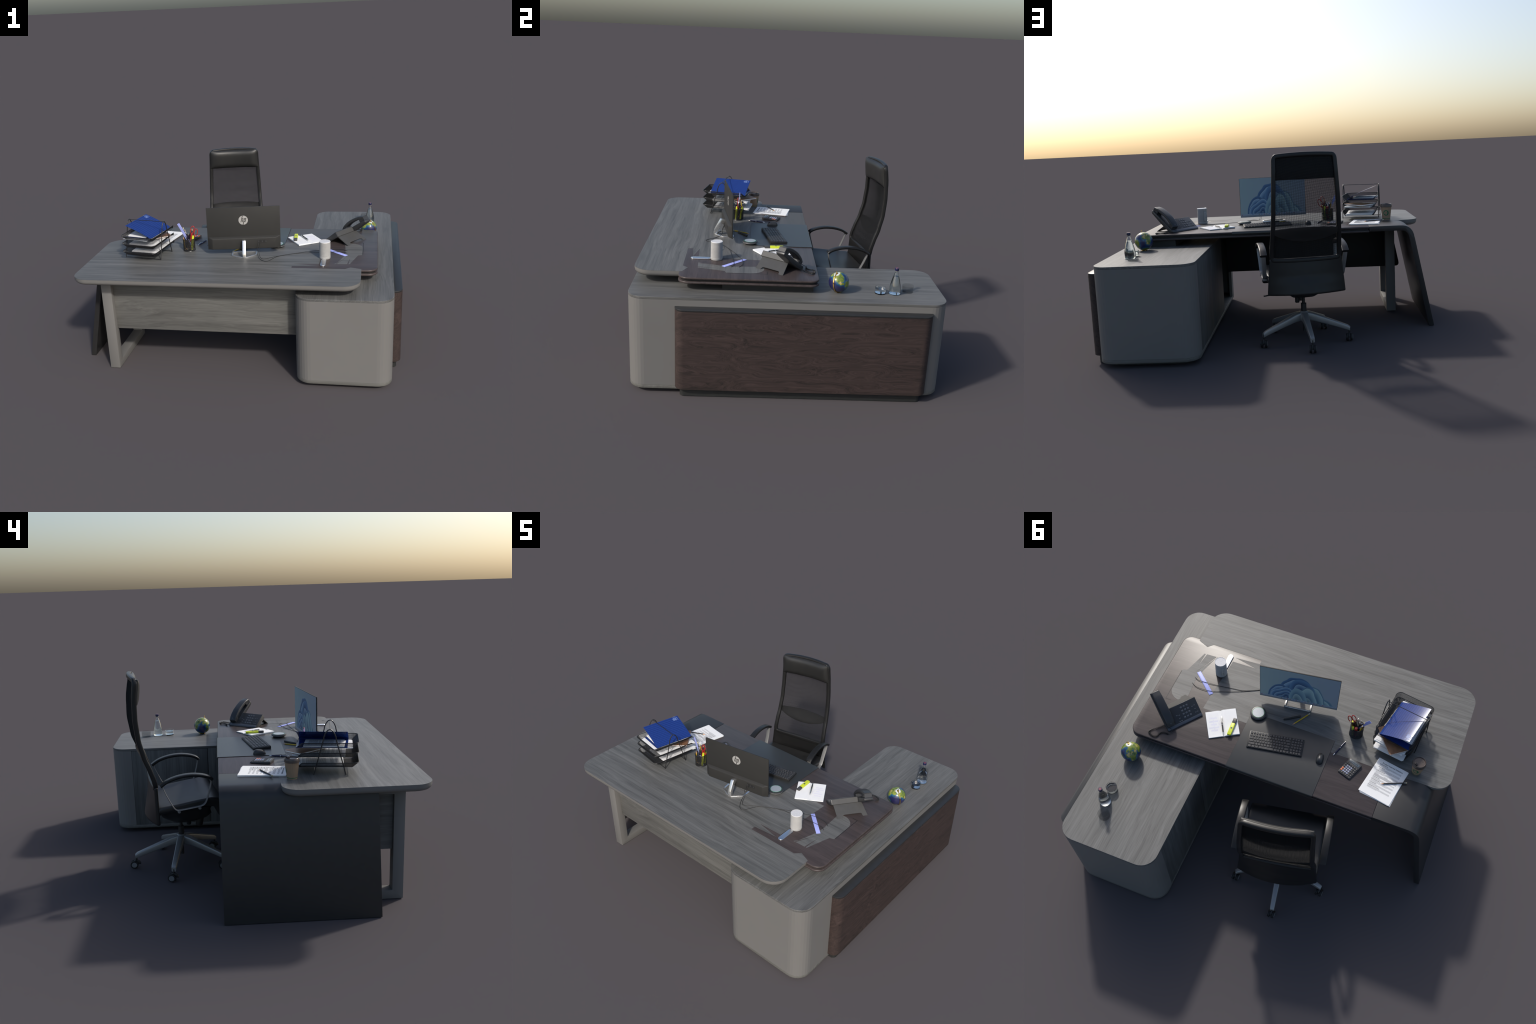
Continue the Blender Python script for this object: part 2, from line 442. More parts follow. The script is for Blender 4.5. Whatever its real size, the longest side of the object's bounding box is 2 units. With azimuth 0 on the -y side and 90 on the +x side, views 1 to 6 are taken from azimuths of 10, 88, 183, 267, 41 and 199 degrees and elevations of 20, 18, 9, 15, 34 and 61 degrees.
def smooth_path(pts, per=6, closed=False):
    P = [Vector(p) for p in pts]
    n = len(P)
    out = []
    for i in range(n if closed else n - 1):
        g = (lambda k: P[k % n]) if closed else (lambda k: P[min(max(k, 0), n - 1)])
        p0, p1, p2, p3 = g(i - 1), g(i), g(i + 1), g(i + 2)
        for k in range(per):
            t = k / per
            out.append(0.5 * ((2 * p1) + (p2 - p0) * t + (2 * p0 - 5 * p1 + 4 * p2 - p3) * t * t + (3 * p1 - p0 - 3 * p2 + p3) * t ** 3))
    if not closed:
        out.append(P[-1].copy())
    return out

def sweep_bm(bm, path, section, closed=False, up=None, scale=None):
    """Sweeps a closed 2D section along path; section x lies along side, y along up."""
    path = [Vector(p) for p in path]
    n = len(path)
    rings = []
    prev = None
    for i, p in enumerate(path):
        a = path[(i - 1) % n] if (closed or i > 0) else p
        b = path[(i + 1) % n] if (closed or i < n - 1) else p
        t = (b - a).normalized()
        if up is not None:
            u = up[i] if isinstance(up, list) else Vector(up)
        else:
            u = prev if prev is not None else (Vector((0, 0, 1)) if abs(t.z) < 0.9 else Vector((1, 0, 0)))
        side = t.cross(u)
        if side.length < 1e-6:
            side = Vector((1, 0, 0))
        side.normalize()
        u2 = side.cross(t).normalized()
        prev = u2
        s = scale[i] if scale else 1.0
        rings.append([bm.verts.new(p + side * (q[0] * s) + u2 * (q[1] * s)) for q in section])
    m = len(section)
    for i in range(n if closed else n - 1):
        A, B = rings[i], rings[(i + 1) % n]
        for k in range(m):
            bm.faces.new((A[k], A[(k + 1) % m], B[(k + 1) % m], B[k]))
    if not closed:
        bm.faces.new(rings[0]); bm.faces.new(rings[-1])

def circle(r, n=8):
    return [(r * cos(2 * pi * i / n), r * sin(2 * pi * i / n)) for i in range(n)]

def sweep(name, path, section, mat, parent, closed=False, up=None, scale=None, loc=(0, 0, 0), angle=40):
    bm = bmesh.new()
    sweep_bm(bm, path, section, closed, up, scale)
    return obj_of(name, finish(bm, name, angle), mat, parent, loc)

def rod(name, a, b, r, mat, parent, seg=10):
    return sweep(name, [a, b], circle(r, seg), mat, parent)

def net_mesh(name, rows, r, closed_j=False):
    """Threads along both directions of a grid of points: three-sided wires."""
    bm = bmesh.new()
    sec = circle(r, 3)
    for row in rows:
        sweep_bm(bm, row, sec, closed=closed_j)
    for j in range(len(rows[0])):
        sweep_bm(bm, [row[j] for row in rows], sec)
    return finish(bm, name, 80)

def grid_bm(bm, rows):
    vs = [[bm.verts.new(p) for p in r] for r in rows]
    for a, b in zip(vs, vs[1:]):
        for i in range(len(a) - 1):
            bm.faces.new((a[i], a[i + 1], b[i + 1], b[i]))
    return vs

def shell_mesh(name, front, back, bev=0.0, angle=40):
    """Closed slab between two grids of the same size."""
    bm = bmesh.new()
    A, B = grid_bm(bm, front), grid_bm(bm, back)
    n, m = len(A), len(A[0])
    ring = [(0, j) for j in range(m)] + [(i, m - 1) for i in range(1, n)] + [(n - 1, j) for j in range(m - 2, -1, -1)] + [(i, 0) for i in range(n - 2, 0, -1)]
    for k in range(len(ring)):
        (i, j), (p, q) = ring[k], ring[(k + 1) % len(ring)]
        bm.faces.new((A[i][j], A[p][q], B[p][q], B[i][j]))
    if bev:
        bevel_sharp(bm, bev, 3, 50)
    return finish(bm, name, angle)

def lerp_table(tab, x):
    tab = sorted(tab)
    if x <= tab[0][0]:
        return tab[0][1]
    for (x0, y0), (x1, y1) in zip(tab, tab[1:]):
        if x <= x1:
            t = (x - x0) / (x1 - x0)
            t = t * t * (3 - 2 * t) * 0.35 + t * 0.65
            return y0 + (y1 - y0) * t
    return tab[-1][1]

def text_mesh(name, txt, size, extrude=0.0002, shear=0.0, align="CENTER", bold=0.0):
    c = bpy.data.curves.new(name, "FONT")
    c.body = txt; c.size = size; c.extrude = extrude; c.shear = shear; c.offset = bold
    c.align_x = align; c.align_y = "CENTER"; c.resolution_u = 3
    t = bpy.data.objects.new(name, c)
    COL.objects.link(t)
    bpy.context.view_layer.update()
    me = bpy.data.meshes.new_from_object(t.evaluated_get(bpy.context.evaluated_depsgraph_get()))
    bpy.data.objects.remove(t); bpy.data.curves.remove(c)
    me.name = name
    return me

def bars_mesh(name, bars, z0, z1):
    """Many little flat blocks (x0, x1, y0, y1) joined into one mesh."""
    bm = bmesh.new()
    for x0, x1, y0, y1 in bars:
        vs = [bm.verts.new((a, b, c)) for a in (x0, x1) for b in (y0, y1) for c in (z0, z1)]
        for f in ((0, 1, 3, 2), (4, 6, 7, 5), (0, 4, 5, 1), (2, 3, 7, 6), (1, 5, 7, 3)):
            bm.faces.new([vs[i] for i in f])
    return finish(bm, name, flat=True)

# ------------------------------------------------------------------ desk
desk = empty("executive_desk", (0, 0, 0), 0, "L-shaped executive desk in grey oak, walnut and black leather", "desk")

# main worktop: off-white core with a rounded underside, grey oak veneer on top
GX0, GX1, GY0, GY1 = -0.952, 0.757, -0.858, -0.131
def top_outline(inset):
    return rrect(GX0 + inset, GX1 - inset, GY0 + inset, GY1 - inset, tuple(max(0.004, r - inset) for r in (0.10, 0.075, 0.09, 0.10)), 9)
bm = bmesh.new()
prof = [(0.0, Z - 0.0016), (0.0, 0.630), (0.0014, 0.6235), (0.0055, 0.6165), (0.012, 0.6110), (0.022, 0.6075), (0.036, 0.6065)]
rings = [[bm.verts.new((x, y, h)) for x, y in top_outline(i)] for i, h in prof]
for a, b in zip(rings, rings[1:]):
    for k in range(len(a)):
        bm.faces.new((a[k], a[(k + 1) % len(a)], b[(k + 1) % len(b)], b[k]))
bm.faces.new(rings[0]); bm.faces.new(rings[-1])
worktop = obj_of("worktop", finish(bm, "worktop"), "offwhite", desk)

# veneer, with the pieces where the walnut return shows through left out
o = top_outline(0)
def arc_of(pred):
    return [p for p in o if pred(p)]
front_right = arc_of(lambda p: p[0] > 0 and p[1] < -0.6)
front_left = arc_of(lambda p: p[0] < 0 and p[1] < -0.6)
back_left = arc_of(lambda p: p[0] < 0 and p[1] > -0.4)
back_right = arc_of(lambda p: p[0] > 0 and p[1] > -0.4)
main_piece = front_right + [(GX1, -0.584), (0.692, -0.557), (0.662, -0.588), (0.343, -0.588), (0.342, -0.557), (0.495, -0.546), (0.347, -0.517), (0.502, -0.513),
              (0.508, -0.40), (0.523, -0.215), (0.527, GY1)] + back_left + front_left
for nm, poly in (("veneer", main_piece),
                 ("veneer_inlay", [(0.634, GY1), (0.645, -0.176), (0.653, -0.31), (0.64, -0.387), (0.612, -0.483), (0.592, -0.508), (0.601, -0.507), (0.681, -0.347),
                                   (0.608, -0.507), (0.670, -0.504), (0.685, -0.398), (0.679, -0.503), (0.686, -0.503), (0.731, -0.350), (GX1, -0.342)] + back_right)):
    prism(nm, poly, Z - 0.0016, Z, "wood_x", worktop, bottom=False)
box("dark_line", (0.7585, 0.7615), (-0.335, -0.115), (Z - 0.004, Z - 0.0002), "dark", worktop)
box("dark_line", (0.727, 0.7615), (-0.1155, -0.1125), (Z - 0.004, Z - 0.0002), "dark", worktop)

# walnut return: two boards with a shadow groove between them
SX0, SX1, SY0, SY1 = -0.607, 0.852, -0.600, 0.170
return_top = prism("return_worktop", rrect(SX0, SX1, SY0, SY1, (0.06, 0.055, 0, 0), 8), 0.6325, Z - 0.0006, "brown_x", desk, bev=0.0045, seg=3)
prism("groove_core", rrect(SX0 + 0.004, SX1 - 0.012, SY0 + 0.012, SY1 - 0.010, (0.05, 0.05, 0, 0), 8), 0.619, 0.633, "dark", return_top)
prism("lower_board", rrect(SX0, SX1 + 0.001, SY0 - 0.001, SY1 + 0.001, (0.06, 0.055, 0, 0), 8), 0.608, 0.6205, "brown_x", return_top, bev=0.0045, seg=3)
box("support_block", (0.62, 0.80), (-0.36, 0.14), (ZC, 0.608), "plinth", desk)

# black leather side panel: flat on top, bent at the edge, sloping to the floor
outer = [(-0.607, 0.6452)] + [(p.x, p.y) for p in smooth_path([(-0.785, 0.6452, 0), (-0.805, 0.6448, 0), (-0.822, 0.6433, 0), (-0.838, 0.6388, 0), (-0.855, 0.6295, 0), (-0.868, 0.6165, 0), (-0.8775, 0.600, 0), (-0.884, 0.578, 0), (-0.891, 0.547, 0)], 3)] + [(-1.0, 0.0)]
inner = []
for i, p in enumerate(outer):
    a = outer[max(i - 1, 0)]; b = outer[min(i + 1, len(outer) - 1)]
    t = Vector((b[0] - a[0], b[1] - a[1])).normalized()
    q = (p[0] - t.y * 0.0325 * 1.0, p[1] + t.x * 0.0325)
    inner.append(q)
inner[-1] = (-0.9668, 0.0)
inner[0] = (-0.607, 0.6127)
prism("side_panel", outer + inner[::-1], -0.5975, 0.1685, "black_leather", desk, axis=1, bev=0.002)

# floor frame, modesty panel
frame = rrect(-0.748, -0.250, 0.0, 0.607, 0.004, 2)
hole = rrect(-0.692, -0.304, 0.047, 0.56, 0.004, 2)
def ring_prism(name, outer_pts, hole_pts, a0, a1, mat, parent, axis, bev):
    bm = bmesh.new()
    def put(p, h):
        return {0: (h, p[0], p[1]), 1: (p[0], h, p[1]), 2: (p[0], p[1], h)}[axis]
    L = []
    for h in (a0, a1):
        es = []
        for pts in (outer_pts, hole_pts):
            vs = [bm.verts.new(put(p, h)) for p in pts]
            es += [bm.edges.new((vs[i], vs[(i + 1) % len(vs)])) for i in range(len(vs))]
            L.append(vs)
        bmesh.ops.triangle_fill(bm, use_beauty=True, edges=es)
    for A, B in ((L[0], L[2]), (L[1], L[3])):
        for i in range(len(A)):
            bm.faces.new((A[i], A[(i + 1) % len(A)], B[(i + 1) % len(A)], B[i]))
    bevel_sharp(bm, bev, 2, 60)
    return obj_of(name, finish(bm, name), mat, parent)
ring_prism("leg_frame", frame, hole, -0.806, -0.744, "offwhite", desk, 0, 0.004)
box("frame_infill", (-0.783, -0.767), (-0.691, -0.307), (0.2645, 0.561), "wood_y", desk)
box("modesty_panel", (-0.760, 0.39), (-0.712, -0.694), (0.2645, 0.556), "wood_front", desk, bev=0.0015)
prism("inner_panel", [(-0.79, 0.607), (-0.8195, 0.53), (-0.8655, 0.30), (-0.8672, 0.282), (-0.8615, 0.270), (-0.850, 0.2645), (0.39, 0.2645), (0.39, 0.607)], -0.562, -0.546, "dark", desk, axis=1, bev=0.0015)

# cabinet
CX0, CX1, CY = 0.385, 0.947, 0.8615
cabinet = empty("cabinet"); cabinet.parent = desk
outl = rrect(CX0, CX1, -CY, CY, (0.090, 0.092, 0.090, 0.092), 8)
prism("cabinet_top", outl, 0.552, ZC, "wood_y", cabinet, bev=0.0012, seg=1, angle=60)
prism("base_board", rrect(CX0, CX1, -CY, CY, (0.090, 0.092, 0.090, 0.092), 8), 0.024, 0.046, "wood_edge", cabinet, bev=0.004, seg=2, angle=60)
prism("plinth", rrect(CX0 + 0.06, CX1 - 0.06, -CY + 0.06, CY - 0.06, 0.05, 4), 0.0, 0.025, "plinth", cabinet)
# body: a rounded shell open on the knee side, flat-shaded facets at the corners
full = rrect(CX0, CX1, -CY, CY, (0.090, 0.092, 0.090, 0.092), 8)
wall = 0.02
inn = rrect(CX0 + wall, CX1 - wall, -CY + wall, CY - wall, (0.070, 0.072, 0.070, 0.072), 8)
run_out = [(CX0, -0.690)] + full[27:] + full[:27] + [(CX0, 0.735)]
run_in = [(CX0 + wall, -0.690)] + inn[27:] + inn[:27] + [(CX0 + wall, 0.735)]
prism("cabinet_body", run_out + run_in[::-1], 0.046, 0.552, "offwhite", cabinet, flat=True)
box("cabinet_door", (CX0 + 0.002, CX0 + 0.020), (0.2425, 0.734), (0.047, 0.551), "wood_z", cabinet, bev=0.001)
box("cabinet_door", (CX0 + 0.002, CX0 + 0.020), (-0.245, 0.2395), (0.047, 0.551), "wood_z", cabinet, bev=0.001)
box("divider", (CX0 + 0.021, CX1 - wall), (-0.275, -0.257), (0.047, 0.551), "wood_z", cabinet)
box("niche_back", (0.535, 0.55), (-0.84, -0.276), (0.047, 0.551), "wood_z", cabinet)

# walnut cladding on the outer side, with a dark cap and plinth
clad = empty("cladding"); clad.parent = desk
cp = rrect(CX1, 1.0, -0.602, 0.774, (0.05, 0.05, 0, 0), 10)
prism("cladding_panel", cp, 0.050, 0.507, "brown_y", clad)
prism("cladding_cap", rrect(CX1, 1.0, -0.603, 0.775, (0.051, 0.051, 0, 0), 10), 0.507, 0.518, "dark_strip", clad, bev=0.003, seg=2, angle=50)
prism("cladding_plinth", rrect(CX1 - 0.04, 0.976, -0.576, 0.748, (0.025, 0.025, 0, 0), 6), 0.0, 0.0505, "plinth", clad)

# leather desk pad, folded over the chair-side edge
pad = empty("desk_pad", (-0.005, 0, Z), 0, "charcoal leather desk pad folded over the edge", "desk pad")
prism("pad_sheet", [(-0.212, 0.0002), (0.168, 0.0002), (0.1712, -0.001), (0.1722, -0.004), (0.1722, -0.014), (0.1755, -0.014), (0.1757, -0.003), (0.1735, 0.0012), (0.170, 0.0028), (-0.212, 0.0028)],
      -0.258, 0.257, "pad", pad, axis=0, bev=0.0008, seg=1)

# ------------------------------------------------------------------ office chair
CH = (-0.185, 0.402)
chair = empty("office_chair", (CH[0], CH[1], 0), 10.5, "tall black office chair with net back and headrest", "chair")
PROFILE = [(0.30, 0.158), (0.317, 0.157), (0.42, 0.158), (0.535, 0.160), (0.57, 0.166), (0.61, 0.179), (0.70, 0.211), (0.79, 0.232), (0.90, 0.241), (1.01, 0.239), (1.12, 0.227)]
WIDTH = [(0.30, 0.229), (0.317, 0.228), (0.53, 0.209), (0.80, 0.195), (1.12, 0.180)]
BULGE = [(0.30, 0.052), (0.317, 0.050), (0.37, 0.038), (0.43, 0.022), (0.53, 0.008), (0.60, 0.010), (0.80, 0.020), (1.12, 0.020)]
def back_pt(s, z, off=0.0):
    """Point on the backrest, s from -1 to 1 across; off moves it towards the sitter."""
    return Vector((s * lerp_table(WIDTH, z), lerp_table(PROFILE, z) + lerp_table(BULGE, z) * (1 - s * s) - 0.013 - off, z))
def back_n(s, z):
    e = 0.01
    a = back_pt(s, z + e) - back_pt(s, z - e)
    b = back_pt(min(s + 0.05, 1), z) - back_pt(max(s - 0.05, -1), z)
    return b.cross(a).normalized()
loop = []
for sx, zz in rrect(-0.94, 0.94, 0.520, 1.108, 0.0, 1):
    loop.append((sx, zz))
dense = []
CRN = [(0.94, 0.522), (0.94, 1.106), (-0.94, 1.106), (-0.94, 0.522)]
RS, RZ = 0.09, 0.022
for k, (cx, cz) in enumerate(CRN):
    sx, sz = (-1 if cx > 0 else 1), (1 if cz < 0.8 else -1)
    a0 = (-90, 0, 90, 180)[k]
    for i in range(7):
        a = radians(a0 + 15 * i)
        dense.append((cx + sx * RS + RS * cos(a), cz + sz * RZ + RZ * sin(a)))
    nx, nz = CRN[(k + 1) % 4]
    m = 26 if abs(nz - cz) > 0.1 else 16
    ex, ez = dense[-1]
    tx, tz = (ex, nz - sz * -1 * 0 + (-RZ if nz > cz else RZ)) if abs(nz - cz) > 0.1 else (nx + (RS if nx < 0 else -RS), ez)
    for i in range(1, m):
        dense.append((ex + (tx - ex) * i / m, ez + (tz - ez) * i / m))
path = [back_pt(s, z) + Vector((0, 0, 0.009 * (1 - s * s) if z > 1.0 else -0.008 * (1 - s * s) if z < 0.53 else 0)) for s, z in dense]
ups = [back_n(s, z) for s, z in dense]
sec = rrect(-0.0125, 0.0125, -0.013, 0.013, 0.007, 3)
sweep("backrest_frame", path, sec, "chair_frame", chair, closed=True, up=ups)
def back_grid(s0, s1, z0, z1, ns, nz, off, zbow=0.0):
    return [[back_pt(s0 + (s1 - s0) * j / ns, z0 + (z1 - z0) * i / nz - zbow * (1 - ((s0 + (s1 - s0) * j / ns)) ** 2) * (1 - i / nz), off) for j in range(ns + 1)] for i in range(nz + 1)]
NETOFF = [(0.50, 0.0), (0.55, -0.004), (0.64, -0.008), (0.72, 0.0), (0.80, 0.007), (0.88, 0.011), (0.98, 0.010), (1.06, 0.005), (1.11, 0.0)]
def net_pt(s, z, off=0.0):
    """The net sags backwards at the shoulders and is pushed forwards at the small of the back."""
    return back_pt(s, z, off - lerp_table(NETOFF, z) * (1 - s * s) - 0.002)
def net_grid(s0, s1, z0, z1, ns, nz):
    out = []
    for i in range(nz + 1):
        row = []
        for j in range(ns + 1):
            s = s0 + (s1 - s0) * j / ns
            row.append(net_pt(s, z0 + (z1 - z0) * i / nz + (1 - s * s) * (0.008 * i / nz - 0.006 * (1 - i / nz))))
        out.append(row)
    return out
net = obj_of("back_net", net_mesh("back_net", net_grid(-0.92, 0.92, 0.518, 1.106, 92, 150), 0.0009), "net", chair)
net["kind"] = "stuff"
# lower shield: flares backwards in the middle
obj_of("back_shield", shell_mesh("back_shield", back_grid(-1, 1, 0.318, 0.530, 24, 16, 0.010), back_grid(-1, 1, 0.318, 0.530, 24, 16, -0.010), 0.008), "chair_frame", chair)
# headrest cushion
def cushion(name, s0, s1, z0, z1, front, back, mat, puff=0.008, ns=22, nz=14, pt=None):
    pt = pt or back_pt
    F, B = [], []
    for i in range(nz + 1):
        fr, br = [], []
        v = i / nz
        for j in range(ns + 1):
            u = j / ns
            s = s0 + (s1 - s0) * u
            lo = z0(s) if callable(z0) else z0
            hi = z1(s) if callable(z1) else z1
            z = lo + (hi - lo) * v
            e = (1 - abs(2 * u - 1) ** 8) * (1 - abs(2 * v - 1) ** 6)
            fr.append(pt(s, z, back + (front - back) * (0.45 + 0.55 * e) + puff * e * (1 - (2 * v - 1) ** 2)))
            br.append(pt(s, z, back))
        F.append(fr); B.append(br)
    return obj_of(name, shell_mesh(name, F, B, 0.004, 60), mat, chair)
cushion("headrest", -0.96, 0.96, 0.978, 1.113, 0.036, 0.003, "chair_black", 0.006)
cushion("lumbar_pad", -0.90, 0.90, lambda s: 0.700 - 0.062 * (1 - s * s) ** 0.8 - 0.012, lambda s: 0.700 + 0.012 * (1 - s * s), 0.0, -0.006, "chair_black", 0.001, pt=lambda s, z, o: net_pt(s, z, o - 0.004))

# seat
seat_prof = [(0.150, 0.388), (0.145, 0.412), (0.120, 0.421), (0.04, 0.429), (-0.08, 0.445), (-0.150, 0.453), (-0.195, 0.442), (-0.222, 0.418), (-0.232, 0.370), (-0.226, 0.328),
             (-0.205, 0.318), (-0.185, 0.350), (-0.165, 0.394), (-0.10, 0.402), (0.06, 0.385), (0.140, 0.378)]
bm = bmesh.new()
NU = 18
srings = []
for i in range(NU + 1):
    u = -0.222 + 0.444 * i / NU
    edge = abs(u) / 0.222
    drop = 0.013 * (1 - edge ** 3)
    srings.append([bm.verts.new((u, v, z - (drop if k in range(2, 7) else 0.0))) for k, (v, z) in enumerate(seat_prof)])
for a, b in zip(srings, srings[1:]):
    for k in range(len(a)):
        bm.faces.new((a[k], a[(k + 1) % len(a)], b[(k + 1) % len(a)], b[k]))
bm.faces.new(srings[0]); bm.faces.new(srings[-1])
bevel_sharp(bm, 0.014, 4, 60)
obj_of("seat", finish(bm, "seat", 50), "chair_black", chair)
bm = bmesh.new()
lv = [(0.392, 0.200, -0.165, 0.140), (0.365, 0.185, -0.150, 0.130), (0.33, 0.15, -0.165, 0.115), (0.296, 0.10, -0.150, 0.08), (0.272, 0.07, -0.10, 0.05)]
rr = [[bm.verts.new((x, y, h)) for x, y in rrect(-w, w, y0, y1, 0.04, 4)] for h, w, y0, y1 in lv]
for a, b in zip(rr, rr[1:]):
    for k in range(len(a)):
        bm.faces.new((a[k], a[(k + 1) % len(a)], b[(k + 1) % len(a)], b[k]))
bm.faces.new(rr[0]); bm.faces.new(rr[-1])
mech = obj_of("seat_mechanism", finish(bm, "seat_mechanism"), "plastic", chair)
lathe("tension_knob", [(0, 0), (0.018, 0.002), (0.021, 0.01), (0.021, 0.05), (0.015, 0.058), (0, 0.058)], "plastic", mech, (0.0, -0.105, 0.218), (radians(12), 0, 0), 20)
sweep("height_lever", smooth_path([(0.05, 0.0, 0.31), (0.15, 0.01, 0.302), (0.205, 0.02, 0.295), (0.240, 0.022, 0.291)], 5), rrect(-0.008, 0.008, -0.003, 0.003, 0.002, 2), "plastic", mech)
box("tilt_bracket", (-0.05, 0.05), (0.08, 0.185), (0.318, 0.338), "plastic", mech, bev=0.004)
lathe("tilt_knob", [(0, 0), (0.012, 0.0), (0.014, 0.006), (0.013, 0.048), (0.008, 0.054), (0, 0.054)], "plastic", mech, (0.03, -0.05, 0.222), (0, 0, 0), 18)

# arms
def arm_path(u):
    return smooth_path([(u, -0.156, 0.559), (u, -0.138, 0.574), (u, -0.095, 0.588), (u, -0.035, 0.5945), (u, 0.03, 0.588), (u, 0.085, 0.571), (u, 0.126, 0.546)], 5)
pad_sec = rrect(-0.0205, 0.0205, -0.0085, 0.0075, (0.006, 0.006, 0.006, 0.006), 3)
for side in (1, -1):
    u = 0.240 * side
    arm = sweep("armrest", arm_path(u), pad_sec, "chair_frame", chair, up=(0, 0, 1))
    sup = smooth_path([(u, -0.150, 0.562), (u * 0.995, -0.148, 0.535), (u * 0.98, -0.135, 0.485), (u * 0.97, -0.118, 0.434), (u * 0.965, -0.095, 0.414), (u * 0.965, -0.05, 0.407), (u * 0.965, 0.02, 0.400),
                       (u * 0.965, 0.045, 0.402), (u * 0.97, 0.062, 0.419), (u * 0.98, 0.09, 0.475), (u * 0.995, 0.110, 0.525), (u, 0.116, 0.549)], 5)
    bmm = bmesh.new()
    sweep_bm(bmm, sup, rrect(-0.0125, 0.0125, -0.0022, 0.0022, 0.001, 2), up=[Vector((0, (0.0 - p.y), (0.49 - p.z))).normalized() for p in sup])
    obj_of("arm_support", finish(bmm, "arm_support"), "alu", arm)
    for vv, zz in ((0.032, 0.391), (-0.082, 0.401)):
        lathe("arm_bolt", [(0, 0), (0.009, 0), (0.009, 0.03), (0.006, 0.034), (0, 0.034)], "alu", arm, (u * 0.965 - side * 0.022, vv, zz), (0, radians(90 * side), 0), 14)

# gas column and star base
lathe("gas_column", [(0, 0.055), (0.0095, 0.055), (0.0095, 0.12), (0.0165, 0.122), (0.0165, 0.228), (0.0095, 0.230), (0.0095, 0.30), (0, 0.30)], "plastic", chair, seg=24)
hub = lathe("star_base", [(0.017, 0.120), (0.034, 0.124), (0.039, 0.145), (0.033, 0.168), (0.022, 0.180), (0.017, 0.180)], "alu", chair, seg=30)
legm = bmesh.new()
lp = [(0.020, 0.150, 0.020, 0.026), (0.06, 0.143, 0.019, 0.024), (0.14, 0.118, 0.0165, 0.0195), (0.22, 0.092, 0.0145, 0.0165), (0.262, 0.078, 0.0135, 0.0150), (0.275, 0.070, 0.0125, 0.012)]
rs = []
for d, zc, w, h in lp:
    rs.append([legm.verts.new((x, d, zc + y)) for x, y in rrect(-w, w, -h, h, min(w, h) * 0.45, 3)])
for a, b in zip(rs, rs[1:]):
    for k in range(len(a)):
        legm.faces.new((a[k], a[(k + 1) % len(a)], b[(k + 1) % len(a)], b[k]))
legm.faces.new(rs[0]); legm.faces.new(rs[-1])
leg_me = finish(legm, "base_leg")
wheel_me = lathe_mesh("castor_wheel", [(0, -0.007), (0.014, -0.007), (0.0218, -0.006), (0.0228, -0.004), (0.0228, 0.004), (0.0218, 0.006), (0.014, 0.007), (0, 0.007)], 28)
disc_me = lathe_mesh("castor_disc", [(0, 0), (0.0145, 0), (0.0152, 0.0008), (0.0145, 0.0016), (0, 0.0016)], 24)
hood_me = prism_mesh("castor_hood", [(0.0250 * cos(a), 0.0250 * sin(a)) for a in [radians(d) for d in range(-10, 200, 14)]] + [(-0.012, -0.002), (0.012, 0.002)], -0.0055, 0.0055, axis=0, bev=0.002)
leg_me.materials.append(M["alu"]); wheel_me.materials.append(M["rubber"]); disc_me.materials.append(M["wheel_disc"]); hood_me.materials.append(M["plastic"])
for k in range(5):
    a = radians(72 * k)
    obj_of("base_leg", leg_me, None, hub, rot=(0, 0, a))
    d = 0.270
    castor = obj_of("castor", hood_me, None, chair, (-sin(a) * d, cos(a) * d, 0.0), (0, 0, radians((-10, -16, -6, -20, -12)[k] - 10.5 + 10)))
    castor.location = (-sin(a) * d, cos(a) * d, 0.0238)
    for v in castor.data.vertices[:0]:
        pass
    for sg in (1, -1):
        obj_of("castor_wheel", wheel_me, None, castor, (sg * 0.0125, 0.012, -0.001), (0, radians(90), 0))
        obj_of("castor_disc", disc_me, None, castor, (sg * 0.0196, 0.012, -0.001), (0, radians(90 * sg), 0))
    lathe("castor_pin", [(0, 0.01), (0.006, 0.01), (0.006, 0.048), (0, 0.048)], "plastic", castor, seg=12)

# ------------------------------------------------------------------ monitor
MON = (0.019, -0.3595)
mon = empty("computer_monitor", (MON[0], MON[1], Z), 8.64, "flat computer monitor with silver stand and dark back", "monitor")
z0, z1 = 0.684 - Z, 0.956 - Z
panel = box("display_panel", (-0.2295, 0.2295), (-0.004, 0.003), (z0, z1), "mon_back", mon, bev=0.001)
scr = box("screen", (-0.2275, 0.2275), (0.0029, 0.0036), (z0 + 0.012, z1 - 0.002), screen_material(), mon)
box("bezel", (-0.2295, 0.2295), (0.0029, 0.0042), (z0, z0 + 0.0118), "screen_bezel", mon)
box("task_bar", (-0.2275, 0.2275), (0.0034, 0.0040), (z0 + 0.0122, z0 + 0.0235), "screen_white", scr)
icons = [(0.218, "icon_red"), (0.145, "icon_blue")] + [(0.10 - 0.0175 * i, ("icon_green", "icon_blue", "icon_red")[i % 3]) for i in range(15)]
for x, c in icons:
    box("task_icon", (x - 0.003, x + 0.003), (0.0038, 0.0044), (z0 + 0.0155, z0 + 0.0205), c, scr)
